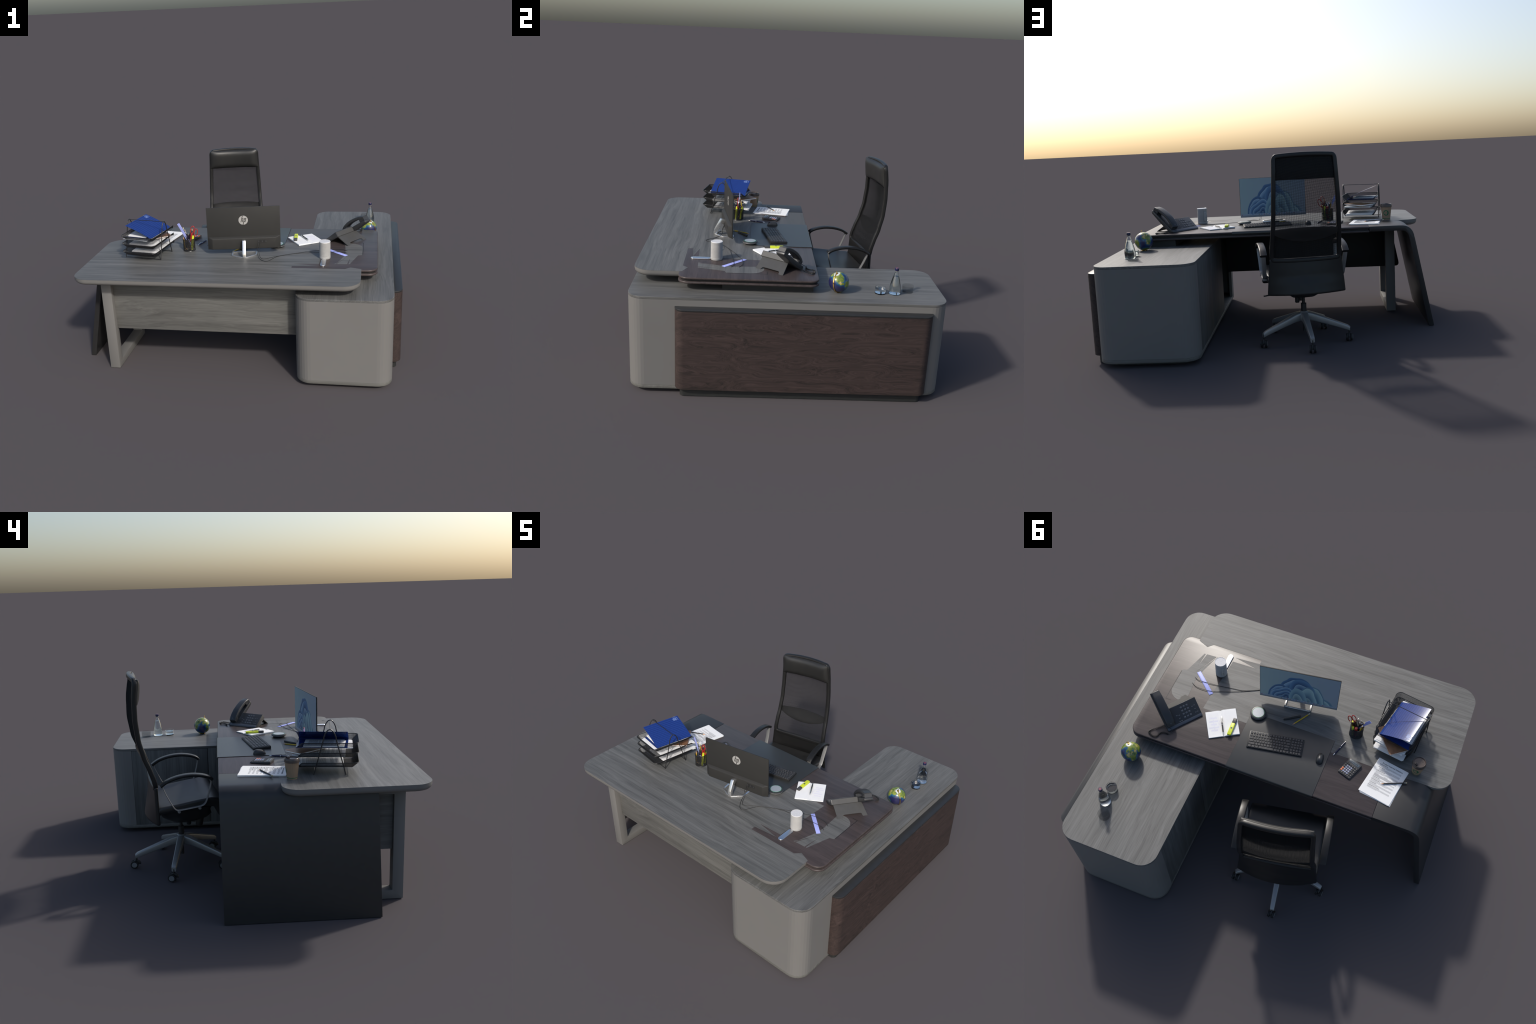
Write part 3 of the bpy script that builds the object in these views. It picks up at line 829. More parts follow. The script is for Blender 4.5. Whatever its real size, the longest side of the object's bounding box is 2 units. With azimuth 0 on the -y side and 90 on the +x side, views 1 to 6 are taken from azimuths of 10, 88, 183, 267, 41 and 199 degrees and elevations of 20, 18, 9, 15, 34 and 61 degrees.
# swelling on the lower back, chamfered at the top and ends
hz = 0.767 - Z
bm = bmesh.new()
A = [(-0.2285, z0 + 0.001), (0.2285, z0 + 0.001), (0.2285, hz), (-0.2285, hz)]
B = [(-0.199, z0 + 0.003), (0.199, z0 + 0.003), (0.199, hz - 0.011), (-0.199, hz - 0.011)]
va = [bm.verts.new((x, -0.0035, z)) for x, z in A]
vb = [bm.verts.new((x, -0.0225, z)) for x, z in B]
bm.faces.new(va); bm.faces.new(vb)
for k in range(4):
    bm.faces.new((va[k], va[(k + 1) % 4], vb[(k + 1) % 4], vb[k]))
bevel_sharp(bm, 0.003, 3, 10)
hump = obj_of("back_housing", finish(bm, "back_housing"), "mon_back", mon)
box("port_recess", (0.087, 0.143), (-0.0235, -0.0215), (0.724 - Z, 0.744 - Z), "dark", hump)
for i in range(7):
    x = 0.092 + 0.0075 * i
    box("port", (x - 0.0024, x + 0.0024), (-0.0242, -0.0232), (0.729 - Z, 0.739 - Z), "plastic" if i % 3 else "grey_key", hump)
# round mark with two slanted letters, reading from behind
disc = lathe("logo_disc", [(0, 0), (0.0295, 0), (0.0295, 0.0006), (0, 0.0006)], "logo", mon, (0.0, -0.0040, 0.8705 - Z), (radians(90), 0, 0), 48)
def slab2(name, pts, mat, parent, y):
    return prism(name, pts, y, y + 0.0006, mat, parent, axis=1)
def slant(pts):
    return [(x + 0.27 * z, z) for x, z in pts]
yl = -0.0052
hx, w, t = -0.0125, 0.011, 0.0043
c0 = 0.8705 - Z
def mark(pts):
    return [(x, z + c0) for x, z in slant(pts)]
slab2("logo_letter", mark([(hx - 0.0012, -0.0125), (hx + t - 0.0012, -0.0125), (hx + t - 0.0012, 0.0295), (hx - 0.0012, 0.0275)]), "mon_back", mon, yl)
slab2("logo_letter", mark([(hx + t - 0.001, 0.0125), (hx + t - 0.001, 0.0085), (hx + 0.0075, 0.0085), (hx + 0.0075, -0.0125), (hx + 0.0118, -0.0125), (hx + 0.0118, 0.0105), (hx + 0.0105, 0.0125)]), "mon_back", mon, yl)
px = 0.0035
slab2("logo_letter", mark([(px, -0.0285), (px + t, -0.0295), (px + t, 0.0125), (px, 0.0125)]), "mon_back", mon, yl)
slab2("logo_letter", mark([(px + t - 0.001, 0.0125), (px + t - 0.001, 0.0085), (px + 0.0085, 0.0085), (px + 0.0085, -0.0085), (px + t - 0.001, -0.0085), (px + t - 0.001, -0.0125), (px + 0.0115, -0.0125), (px + 0.0128, -0.011), (px + 0.0128, 0.011), (px + 0.0115, 0.0125)]), "mon_back", mon, yl)
# stand: slanted fin on a five-sided loop
prism("stand_arm", [(-0.020, 0.100), (-0.046, 0.108), (-0.054, 0.106), (-0.088, 0.042), (-0.094, 0.020), (-0.094, 0.003), (-0.066, 0.003), (-0.064, 0.030), (-0.040, 0.072), (-0.020, 0.080)], -0.0105, 0.0105, "chrome", mon, axis=0, bev=0.0015)
def to_local(x, y, root, yaw):
    dx, dy = x - root[0], y - root[1]
    c, s = cos(radians(yaw)), sin(radians(yaw))
    return (dx * c + dy * s, -dx * s + dy * c)
base_pts = [(0.033, -0.448), (0.096, -0.386), (0.090, -0.324), (-0.060, -0.345), (-0.050, -0.412)]
bp = [(*to_local(x, y, MON, 8.64), 0.0045) for x, y in base_pts]
dense = []
for i in range(5):
    a, b = Vector(bp[i]), Vector(bp[(i + 1) % 5])
    for t_ in (0.04, 0.96):
        dense.append(a.lerp(b, t_))
sweep("stand_base", dense, rrect(-0.0048, 0.0048, -0.0042, 0.0042, 0.001, 1), "chrome", mon, closed=True, up=(0, 0, 1))
for pts in ([(0.118, -0.381, 0.735), (0.112, -0.392, 0.71), (0.108, -0.398, 0.668), (0.125, -0.445, 0.650), (0.160, -0.487, 0.648), (0.190, -0.484, 0.648), (0.236, -0.402, 0.648), (0.34, -0.342, 0.648), (0.423, -0.325, 0.648),
             (0.511, -0.312, 0.648), (0.598, -0.304, 0.650), (0.640, -0.305, 0.649), (0.664, -0.317, 0.646)],
            [(0.128, -0.380, 0.735), (0.122, -0.391, 0.705), (0.118, -0.400, 0.668), (0.135, -0.440, 0.650), (0.160, -0.450, 0.648), (0.214, -0.411, 0.648), (0.298, -0.360, 0.648), (0.407, -0.306, 0.648), (0.483, -0.276, 0.648),
             (0.549, -0.255, 0.650), (0.623, -0.254, 0.649), (0.663, -0.274, 0.646)]):
    q = [(*to_local(x, y, MON, 8.64), z - Z) for x, y, z in pts]
    sweep("cable", smooth_path(q, 6), circle(0.0013, 6), "cable", mon)

# ------------------------------------------------------------------ keyboard and mouse
kb = empty("computer_keyboard", (0.043, -0.060, Z + 0.0028), 10.4, "slim black keyboard with number block", "keyboard")
KW, KD = 0.158, 0.0535
prism("keyboard_case", [(-KD, 0.003), (KD, 0.0125), (KD, 0.016), (-KD, 0.0085)] if False else [(-KD, 0.0005), (KD, 0.0005), (KD, 0.009), (-KD, 0.0155)], -KW, KW, "plastic", kb, axis=0, bev=0.0015)
# the case is highest at the far side (-y); the typist sits at +y, so columns run from +x to -x
slope = -0.0065 / (2 * KD)
def key_mesh(w, d):
    bm = bmesh.new()
    lo = [bm.verts.new((x, y, 0)) for x, y in rrect(-w / 2, w / 2, -d / 2, d / 2, 0.0018, 2)]
    hi = [bm.verts.new((x, y, 0.0028)) for x, y in rrect(-w / 2 + 0.0012, w / 2 - 0.0012, -d / 2 + 0.0012, d / 2 - 0.0012, 0.0016, 2)]
    bm.faces.new(lo); bm.faces.new(hi)
    for k in range(len(lo)):
        bm.faces.new((lo[k], lo[(k + 1) % len(lo)], hi[(k + 1) % len(lo)], hi[k]))
    me = finish(bm, "key"); me.materials.append(M["grey_key_dark"] if "grey_key_dark" in M else M["plastic"])
    return me
M["grey_key_dark"] = plain("matt_black_key", (0.028, 0.028, 0.03), 0.42, spec=0.5)
rowsk = [[1] * 15 + [0.0] + [1] * 4, [1] * 13 + [2] + [0.0] + [1] * 4, [1.5] + [1] * 12 + [1.5] + [0.0] + [1] * 4,
         [1.8] + [1] * 11 + [2.2] + [0.0] + [1] * 4, [2.3] + [1] * 10 + [1.7] + [0.0] + [1] * 4, [1.3, 1.3, 1.3, 5.5, 1.3, 1, 1, 1.3, 1.0] + [0.0] + [1] * 4]
cache = {}
LEG = []
unit = (2 * KW - 0.012) / 19.3
for ri, row in enumerate(rowsk):
    tot = sum(w if w else 0.3 for w in row)
    un = (2 * KW - 0.012) / tot
    y = -KD + 0.0105 + ri * 0.0172
    x = KW - 0.006
    for w in row:
        if w == 0:
            x -= 0.3 * un; continue
        ww = w * un - 0.0022
        kk = round(ww, 4)
        if kk not in cache:
            cache[kk] = key_mesh(ww, 0.0150)
        obj_of("key", cache[kk], None, kb, (x - w * un / 2, y, 0.0155 + slope * (y + KD)), (math.atan(slope), 0, 0))
        cxk, cyk = x - w * un / 2, y
        LEG.append((cxk, cyk, 0.0155 + slope * (y + KD) + 0.0028))
        x -= w * un
bm = bmesh.new()
for cxk, cyk, czk in LEG:
    for (ax_, ay_, wx_, wy_) in ((0.0018, -0.0018, 0.0012, 0.0011), (0.0018, 0.0016, 0.0010, 0.0007)):
        vs = [bm.verts.new((cxk + ax_ + sx_ * wx_, cyk + ay_ + sy_ * wy_, czk + 0.00025 + slope * (ay_ + sy_ * wy_))) for sx_, sy_ in ((-1, -1), (1, -1), (1, 1), (-1, 1))]
        bm.faces.new(vs)
lg = obj_of("key_legends", finish(bm, "key_legends", flat=True), "phone_key", kb); lg["kind"] = "stuff"

def loft_dome(name, L, W, H, mat, parent, n=18, m=24, front=0.8):
    """Low rounded hump, long in y: the mouse."""
    bm = bmesh.new()
    rows = []
    for i in range(n + 1):
        v = -1 + 2 * i / n
        y = L / 2 * v
        w = W / 2 * (1 - abs(v) ** 3.2) ** 0.42 * (1 - 0.06 * v)
        h = H * (1 - abs(v) ** 2.6) ** 0.55 * (1.0 - 0.22 * v)
        rows.append([(max(w, 1e-4) * cos(pi * j / m), y, max(h, 1e-4) * sin(pi * j / m) ** 0.75) for j in range(m + 1)])
    vs = grid_bm(bm, rows)
    return obj_of(name, finish(bm, name, 60), mat, parent)
mouse = empty("computer_mouse", (-0.224, -0.065, Z + 0.003), 186, "small black computer mouse", "mouse")
mb = loft_dome("mouse_shell", 0.074, 0.041, 0.026, "phone", mouse)
prism("mouse_sole", rrect(-0.019, 0.019, -0.034, 0.034, 0.015, 5), -0.0002, 0.002, "rubber", mouse)
lathe("scroll_wheel", [(0, -0.003), (0.008, -0.003), (0.009, 0), (0.008, 0.003), (0, 0.003)], "rubber", mouse, (0, 0.021, 0.0135), (0, radians(90), 0), 20)

# ------------------------------------------------------------------ wireless charging disc
ch = empty("charging_disc", (0.211, -0.214, Z + 0.0028), 0, "round grey charging puck with green ring", "charger")
lathe("disc_foot", [(0, 0), (0.036, 0), (0.036, 0.007), (0, 0.007)], "rubber", ch)
lathe("disc_body", [(0, 0.006), (0.040, 0.006), (0.0455, 0.0085), (0.0470, 0.0115), (0.0470, 0.0135), (0.0455, 0.0165), (0.0415, 0.0185), (0.0355, 0.0188), (0, 0.0188)], "phone", ch, seg=56)
lathe("disc_band", [(0.0462, 0.0085), (0.0474, 0.0105), (0.0474, 0.0125), (0.0462, 0.0135)], "alu", ch, seg=56)
lathe("glow_ring", [(0.0338, 0.0186), (0.0338, 0.0193), (0.0356, 0.0193), (0.0356, 0.0186)], "led_green", ch, seg=56)
lathe("disc_plate", [(0, 0.0185), (0.0336, 0.0185), (0.0336, 0.0196), (0, 0.0196)], "white_lcd", ch, seg=56)
for a in (20, 110, 200, 290):
    lathe("disc_led", [(0, 0), (0.0011, 0), (0.0011, 0.0008), (0, 0.0008)], "icon_blue" if a == 110 else "led_green", ch, (0.0405 * cos(radians(a)), 0.0405 * sin(radians(a)), 0.0184), seg=8)

# ------------------------------------------------------------------ desk telephone
PH = (0.511, -0.087)
tel = empty("desk_telephone", (PH[0], PH[1], Z), 52.8, "slate desk telephone with handset, keypad and wedge stand", "telephone")
prism("keypad_body", [(0.004, 0.001), (0.004, 0.007), (0.0, 0.0105), (-0.0835, 0.0785), (-0.0865, 0.0775), (-0.1045, 0.0535), (-0.104, 0.048), (-0.035, 0.002)], 0.0, 0.1665, "phone", tel, axis=0, bev=0.0012)
prism("back_cover", [(-0.0862, 0.0770), (-0.0875, 0.0775), (-0.1055, 0.0535), (-0.1045, 0.0490)], 0.004, 0.163, "phone_back", tel, axis=0)
prism("front_trim", [(0.0058, 0.0005), (0.0058, 0.0085), (0.0012, 0.0125), (-0.006, 0.0182), (-0.0055, 0.012), (0.003, 0.004)], 0.001, 0.2195, "phone_trim", tel, axis=0, bev=0.0008)
prism("cradle", [(0.004, 0.001), (0.002, 0.010), (-0.020, 0.026), (-0.100, 0.082), (-0.185, 0.140), (-0.191, 0.138), (-0.197, 0.128), (-0.190, 0.117), (-0.105, 0.050), (-0.035, 0.002)], 0.167, 0.222, "phone", tel, axis=0, bev=0.003, seg=3)
hs = smooth_path([(0.1945, -0.006, 0.034), (0.1945, -0.022, 0.061), (0.1945, -0.055, 0.095), (0.1945, -0.095, 0.122), (0.1945, -0.135, 0.142), (0.1945, -0.172, 0.152)], 6)
hsc = [1.0 if 0.12 < i / (len(hs) - 1) < 0.88 else 0.97 for i in range(len(hs))]
handset = sweep("handset", hs, rrect(-0.0245, 0.0245, -0.011, 0.010, 0.006, 3), "phone", tel, up=(0, 0.6, 0.8), scale=hsc)
for yy, zz, dy in ((-0.022, 0.041, 0.030), (-0.160, 0.138, 0.034)):
    sweep("handset_cup", [(0.1945, yy + dy / 2, zz - dy * 0.36), (0.1945, yy - dy / 2, zz + dy * 0.36)], rrect(-0.0225, 0.0225, -0.014, 0.009, 0.005, 3), "phone", handset, up=(0, 0.57, 0.82))
lathe("handset_mark", [(0, 0), (0.004, 0), (0.004, 0.0006), (0, 0.0006)], "phone_trim", handset, (0.1945, -0.004, 0.052), (radians(-58), 0, 0), 14)
# stand: sloping plate on two feet with an arch between them
def stand_pt(x, t):
    return (x, -0.100 - 0.078 * t, 0.050 * (1 - t))
bmp = bmesh.new()
outl_s = [(0.010, 0.0), (0.186, 0.0), (0.2055, 1.0), (0.176, 1.0), (0.170, 0.80), (0.160, 0.77), (0.065, 0.77), (0.056, 0.80), (0.050, 1.0), (0.019, 1.0)]
top_v = [bmp.verts.new(stand_pt(x, t)) for x, t in outl_s]
bot_v = [bmp.verts.new((p.co.x, p.co.y + 0.004, p.co.z - 0.0 if p.co.z < 0.001 else p.co.z - 0.005)) for p in top_v]
bmp.faces.new(top_v); bmp.faces.new(bot_v[::-1])
for k in range(len(top_v)):
    bmp.faces.new((top_v[k], top_v[(k + 1) % len(top_v)], bot_v[(k + 1) % len(top_v)], bot_v[k]))
obj_of("stand", finish(bmp, "stand", flat=True), "phone_back", tel)
# keys on the sloping face
fa = atan2(0.068, 0.0835)
def face_pt(x, f):
    return (x, -0.0835 * f, 0.0105 + 0.068 * f + 0.0002)
pk = box_mesh("phone_key", (-0.0058, 0.0058), (-0.0046, 0.0046), (0, 0.0016), 0.0008); pk.materials.append(M["phone_key"])
pk2 = box_mesh("function_key", (-0.0042, 0.0042), (-0.0022, 0.0022), (0, 0.0012), 0.0005); pk2.materials.append(M["phone_key"])
for r in range(4):
    for c in range(3):
        obj_of("phone_key", pk, None, tel, face_pt(0.062 + 0.0185 * c, 0.80 - 0.185 * r), (-fa, 0, 0))
for x, f in ((0.022, 0.62), (0.036, 0.60), (0.026, 0.42), (0.030, 0.24), (0.018, 0.24), (0.126, 0.46), (0.140, 0.50), (0.130, 0.30), (0.124, 0.14), (0.136, 0.14)):
    obj_of("function_key", pk2, None, tel, face_pt(x, f), (-fa, 0, 0))
# coiled cord lying on the worktop beside the phone
cp_ = smooth_path([(*to_local(x, y, PH, 52.8), zz) for x, y, zz in [(0.672, 0.060, 0.010), (0.700, 0.088, 0.0055), (0.735, 0.118, 0.0055), (0.742, 0.138, 0.0055), (0.715, 0.152, 0.0055), (0.690, 0.147, 0.0055),
                  (0.681, 0.122, 0.0055), (0.660, 0.108, 0.0055), (0.636, 0.108, 0.0055)]], 48)
coil = []
for i, p in enumerate(cp_):
    a = i * 2 * pi / 7.0
    t = (cp_[min(i + 1, len(cp_) - 1)] - cp_[max(i - 1, 0)]).normalized()
    s_ = t.cross(Vector((0, 0, 1))).normalized()
    coil.append(p + s_ * (0.0038 * cos(a)) + Vector((0, 0, 0.0038 * sin(a))))
sweep("cord", coil, circle(0.0012, 5), "cable", tel)
lc = [(*to_local(x, y, PH, 52.8), zz) for x, y, zz in [(0.636, 0.108, 0.0055), (0.622, 0.098, 0.008), (0.622, 0.082, 0.018), (0.640, 0.080, 0.030)]]
sweep("cord_tail", smooth_path(lc, 6), circle(0.0014, 6), "cable", tel)

# ------------------------------------------------------------------ speaker, bar, ruler
spk = empty("table_speaker", (0.5305, -0.4065, Z), 0, "white ribbed cylinder speaker with hanging ring", "speaker")
R = 0.0345
prof = [(0, 0), (R - 0.004, 0), (R - 0.001, 0.001), (R, 0.004), (R, 0.013), (R - 0.001, 0.0145)]
nr = 24
for i in range(nr):
    h0 = 0.0150 + (0.0900) * i / nr
    dh = 0.0900 / nr
    prof += [(R - 0.0022, h0), (R - 0.0004, h0 + dh * 0.35), (R - 0.0004, h0 + dh * 0.65)]
prof += [(R - 0.001, 0.1055), (R - 0.0006, 0.1070), (R - 0.0025, 0.1085), (R - 0.003, 0.1078), (0, 0.1078)]
lathe("speaker_body", prof, "white_plastic", spk, seg=56, angle=25)
lathe("speaker_rim", [(R - 0.0035, 0.1062), (R - 0.0004, 0.1062), (R, 0.1075), (R - 0.0006, 0.1092), (R - 0.002, 0.1098), (R - 0.0035, 0.1090)], "white_rim", spk, seg=56)
lathe("speaker_grille", [(0, 0.1077), (R - 0.0036, 0.1077), (R - 0.0036, 0.1082), (0, 0.1082)], "speaker_top", spk, seg=48)
clip_a = radians(132)
clip = box("strap_clip", (-0.0035, 0.0035), (-0.0075, 0.0075), (0.018, 0.088), "white_plastic", spk, bev=0.002)
clip.location = ((R + 0.001) * cos(clip_a), (R + 0.001) * sin(clip_a), 0); clip.rotation_euler = (0, 0, clip_a)
ring_c = Vector(((R + 0.010) * cos(clip_a), (R + 0.010) * sin(clip_a), 0.060))
tv = Vector((cos(clip_a), sin(clip_a), 0))
sweep("hanging_ring", [ring_c + tv * (0.0125 * cos(a)) + Vector((0, 0, 0.0135 * sin(a))) for a in [2 * pi * i / 24 for i in range(24)]], circle(0.0015, 6), "alu", spk, closed=True)

bar = empty("steel_bar", (0.527, -0.498, Z), 0, "flat bright steel bar with rounded end", "metal bar")
prism("bar_blade", rrect(-0.0155, 0.0155, -0.058, 0.058, 0.0150, 8), 0.0, 0.006, "mirror", bar, bev=0.0018, seg=3)

def ruler(root, L, W):
    b = box("ruler_blade", (-L / 2, L / 2), (-W / 2, W / 2), (0, 0.002), "lavender", root, bev=0.0005)
    bars = [(-L / 2 + 0.006 + i * 0.004, -L / 2 + 0.0064 + i * 0.004, W / 2 - (0.008 if i % 5 == 0 else 0.005), W / 2 - 0.0005) for i in range(int((L - 0.012) / 0.004))]
    t = obj_of("scale_marks", bars_mesh("scale_marks", bars, 0.0018, 0.0022), "ink_violet", b); t["kind"] = "stuff"
rul = empty("plastic_ruler", ((0.660 + 0.523) / 2, (-0.362 - 0.239) / 2, Z), math.degrees(atan2(-0.123, 0.137)), "lavender plastic ruler", "ruler")
ruler(rul, 0.183, 0.0245)

# ------------------------------------------------------------------ pens and pencils
def pencil(name, a, b, r, body, parent=None, label=None, tip=True, eraser=True):
    """Hexagonal pencil from its tip a to its rubber b."""
    a, b = Vector(a), Vector(b)
    L = (b - a).length
    root = parent
    if root is None:
        root = empty(name, tuple(a), 0, label, "pencil")
        off = Vector((0, 0, 0))
    else:
        off = a
    d = (b - a).normalized()
    def at(t):
        return off + d * t
    part = sweep("pencil_barrel", [at(0.015), at(L - 0.014)], circle(r, 6), body, root)
    bm = bmesh.new()
    sweep_bm(bm, [at(0), at(0.0152)], circle(r, 10), scale=[0.12, 0.98])
    obj_of("pencil_point", finish(bm, "pencil_point"), "tip", root if parent is None else part)
    sweep("ferrule", [at(L - 0.0141), at(L - 0.006)], circle(r * 1.03, 12), "alu", root if parent is None else part)
    sweep("eraser", [at(L - 0.0062), at(L)], circle(r * 0.95, 12), "eraser", root if parent is None else part)
    return root
def pen(name, a, b, r, body, label=None, parent=None, tipmat="chrome", clip=True):
    a, b = Vector(a), Vector(b)
    L = (b - a).length
    root = empty(name, tuple(a), 0, label, "pen") if parent is None else parent
    off = Vector((0, 0, 0)) if parent is None else a
    d = (b - a).normalized()
    at = lambda t: off + d * t
    part = sweep("pen_barrel", [at(L * 0.12), at(L * 0.3), at(L * 0.62), at(L * 0.90)], circle(r, 12), body, root, scale=[0.85, 1, 1, 0.85])
    sub = root if parent is None else part
    sweep("pen_tip", [at(0), at(L * 0.04), at(L * 0.12)], circle(r, 12), tipmat, sub, scale=[0.2, 0.5, 0.85])
    sweep("pen_band", [at(L * 0.535), at(L * 0.56)], circle(r * 1.06, 12), tipmat, sub)
    sweep("pen_push", [at(L * 0.90), at(L * 0.97), at(L)], circle(r, 12), tipmat, sub, scale=[0.8, 0.55, 0.5])
    if clip:
        side = d.cross(Vector((0, 0, 1)))
        upv = side.cross(d).normalized() if side.length > 1e-4 else Vector((0, 1, 0))
        sweep("pen_clip", [at(L * 0.62) + upv * r * 1.25, at(L * 0.90) + upv * r * 1.35], rrect(-0.0016, 0.0016, -0.0006, 0.0006, 0.0004, 1), tipmat, sub, up=upv)
    return root
pencil("yellow_pencil", (0.001, -0.221, Z + 0.0036), (-0.066, -0.330, Z + 0.0036), 0.0036, "yellow", None, "yellow hexagonal pencil with rubber")
mk = empty("marker_pen", (0.061, -0.234, Z + 0.0065), 0, "thick black marker pen", "pen")
sweep("marker_barrel", [(0, 0, 0), (-0.003, -0.0021, 0), (-0.05, -0.035, 0), (-0.052, -0.0365, 0), (-0.082, -0.0575, 0), (-0.084, -0.059, 0)], circle(0.0064, 14), "plastic", mk, scale=[0.7, 0.92, 0.94, 1.02, 1.02, 0.8])
pen("ballpoint_pen", (-0.285, -0.115, Z + 0.0048), (-0.321, -0.228, Z + 0.0048), 0.0046, "navy_plastic", "navy and silver ballpoint pen")

# ------------------------------------------------------------------ open notebook with pen and highlighter
NB = (0.3785, -0.0755)
nb = empty("open_notebook", (NB[0], NB[1], Z), 30.9, "open notebook with a violet sketch", "notebook")
box("notebook_cover", (-0.0905, 0.0905), (-0.0905, 0.0905), (0.0, 0.0016), "cover", nb, bev=0.0006)
def page_top(x, side):
    t = abs(x) / 0.0885
    return (0.0085 if side < 0 else 0.0048) * (1 - t ** 6 * 0.12) * (min(1.0, t / 0.16) ** 0.6) * (1.0 + 0.18 * sin(pi * min(1, t * 1.6)) if side > 0 else 1.0) + 0.0016
for side in (-1, 1):
    xs = [side * 0.0885 * i / 14 for i in range(15)]
    poly = [(x, page_top(x, side)) for x in xs] + [(x, 0.0015) for x in (xs[-1], xs[0])]
    prism("page_block", poly, -0.0885, 0.0885, "paper", nb, axis=1, bev=0.0)
# the sketch: boxes, words and connecting lines on the +x page; ruled lines on both
def on_page(x0, x1, y0, y1):
    return (x0, x1, y0, y1)
sk = []
def frame_box(cx, cy, w, h):
    t = 0.0005
    sk.extend([(cx - w, cx + w, cy - h, cy - h + t), (cx - w, cx + w, cy + h - t, cy + h), (cx - w, cx - w + t, cy - h, cy + h), (cx + w - t, cx + w, cy - h, cy + h)])
    x = cx - w + 0.002
    while x < cx + w - 0.004:
        l = random.uniform(0.0015, 0.004)
        sk.append((x, x + l, cy - 0.0007, cy + 0.0009)); x += l + 0.0009
bx = [(0.050, -0.040, 0.020, 0.0060), (0.050, -0.018, 0.025, 0.0052), (0.050, 0.003, 0.016, 0.0052), (0.050, 0.024, 0.027, 0.0060), (0.050, 0.044, 0.019, 0.0055)]
for b_ in bx:
    frame_box(*b_)
for (c, d) in zip(bx, bx[1:]):
    sk.append((0.0497, 0.0503, c[1] + c[3], d[1] - d[3]))
frame_box(0.014, 0.004, 0.007, 0.010)
sk.extend([(0.0137, 0.0143, -0.018, -0.006), (0.0137, 0.026, -0.0183, -0.0177), (0.0137, 0.0143, 0.014, 0.024), (0.0137, 0.024, 0.0237, 0.0243)])
zt = 0.0076
def page_marks(name, bars, mat):
    """Thin strips draped on the curved pages."""
    bm = bmesh.new()
    for x0, x1, y0, y1 in bars:
        n_ = max(1, int((x1 - x0) / 0.008))
        pv = None
        for i in range(n_ + 1):
            x = x0 + (x1 - x0) * i / n_
            h = page_top(x, 1 if x > 0 else -1) + 0.00018
            cur = (bm.verts.new((x, y0, h)), bm.verts.new((x, y1, h)))
            if pv:
                bm.faces.new((pv[0], cur[0], cur[1], pv[1]))
            pv = cur
    q_ = obj_of(name, finish(bm, name, flat=True), mat, nb); q_["kind"] = "stuff"
page_marks("sketch", sk, "ink_violet")
for side in (1, -1):
    page_marks("ruled_lines", [(min(side * 0.016, side * 0.084), max(side * 0.016, side * 0.084), -0.072 + 0.0075 * i, -0.0717 + 0.0075 * i) for i in range(20)], "rule_line")
pen("slim_pen", (0.340, -0.002, Z + 0.0135), (0.401, -0.113, Z + 0.0130), 0.0042, "plastic", "slim black and silver pen")
hl = empty("highlighter_pen", (0.3135, -0.068, Z + 0.0105), math.degrees(atan2(0.112, -0.007)), "flat lime highlighter with dark cap", "highlighter")
prism("highlighter_barrel", [(-0.058, -0.0075), (-0.056, -0.0095), (0.018, -0.0125), (0.060, -0.0108), (0.060, 0.0108), (0.018, 0.0125), (-0.020, 0.0100)] if False else rrect(-0.024, 0.058, -0.0115, 0.0115, 0.004, 3), 0, 0.0125, "lime", hl, bev=0.002, seg=2)
prism("highlighter_cap", rrect(-0.058, -0.0235, -0.0108, 0.0108, 0.003, 3), 0.0003, 0.0122, "phone_back", hl, bev=0.002, seg=2)
lathe("highlighter_mark", [(0, 0), (0.0058, 0), (0.0058, 0.0004), (0, 0.0004)], "cover", hl, (0.012, 0, 0.0123), seg=20)
hl.rotation_euler = (0, 0, radians(93.5))

def text_bars(x0, x1, y, h, rng, dens=1.0):
    out = []
    x = x0
    while x < x1 - 0.001:
        l = rng.uniform(0.0025, 0.0085)
        out.append((x, min(x + l, x1), y - h / 2, y + h / 2)); x += l + 0.0011
    return out
# ------------------------------------------------------------------ calculator
ca = empty("pocket_calculator", (-0.4005, -0.069, Z), 160.2, "black desk calculator with lilac and orange keys", "calculator")
prism("calculator_body", [(-0.057, 0.001), (0.057, 0.001), (0.057, 0.0145), (0.030, 0.0125), (-0.057, 0.0075)], -0.041, 0.041, "grey_key", ca, axis=0, bev=0.002, seg=2)
def calc_z(y):
    return 0.0075 + (y + 0.057) * (0.005 / 0.087) if y < 0.03 else 0.0125 + (y - 0.03) * (0.002 / 0.027)
sl = math.atan(0.005 / 0.087)
dsp = box("calculator_display", (-0.034, 0.034), (-0.0085, 0.0085), (0, 0.0012), "lcd", ca, bev=0.0005)
dsp.location = (0, 0.0395, calc_z(0.0395)); dsp.rotation_euler = (math.atan(0.002 / 0.027), 0, 0)
tx = obj_of("display_digits", text_mesh("display_digits", "12 345 678", 0.0105, 0.0002), "ink_dark", dsp, (0, 0, 0.0013))
mkl = bars_mesh("maker_line", text_bars(-0.030, 0.000, 0.0, 0.0022, random.Random(2)), 0, 0.0003)
obj_of("maker_line", mkl, "phone_key", ca, (0.0, 0.0525, calc_z(0.0525) + 0.0001), (0.08, 0, 0))
def ck(w, d, mat):
    me = box_mesh("calculator_key", (-w / 2, w / 2), (-d / 2, d / 2), (0, 0.0025), 0.0008); me.materials.append(M[mat]); return me
k_l, k_d, k_o = ck(0.0095, 0.0088, "lilac_key"), ck(0.0095, 0.0078, "plastic"), ck(0.0105, 0.0095, "orange")
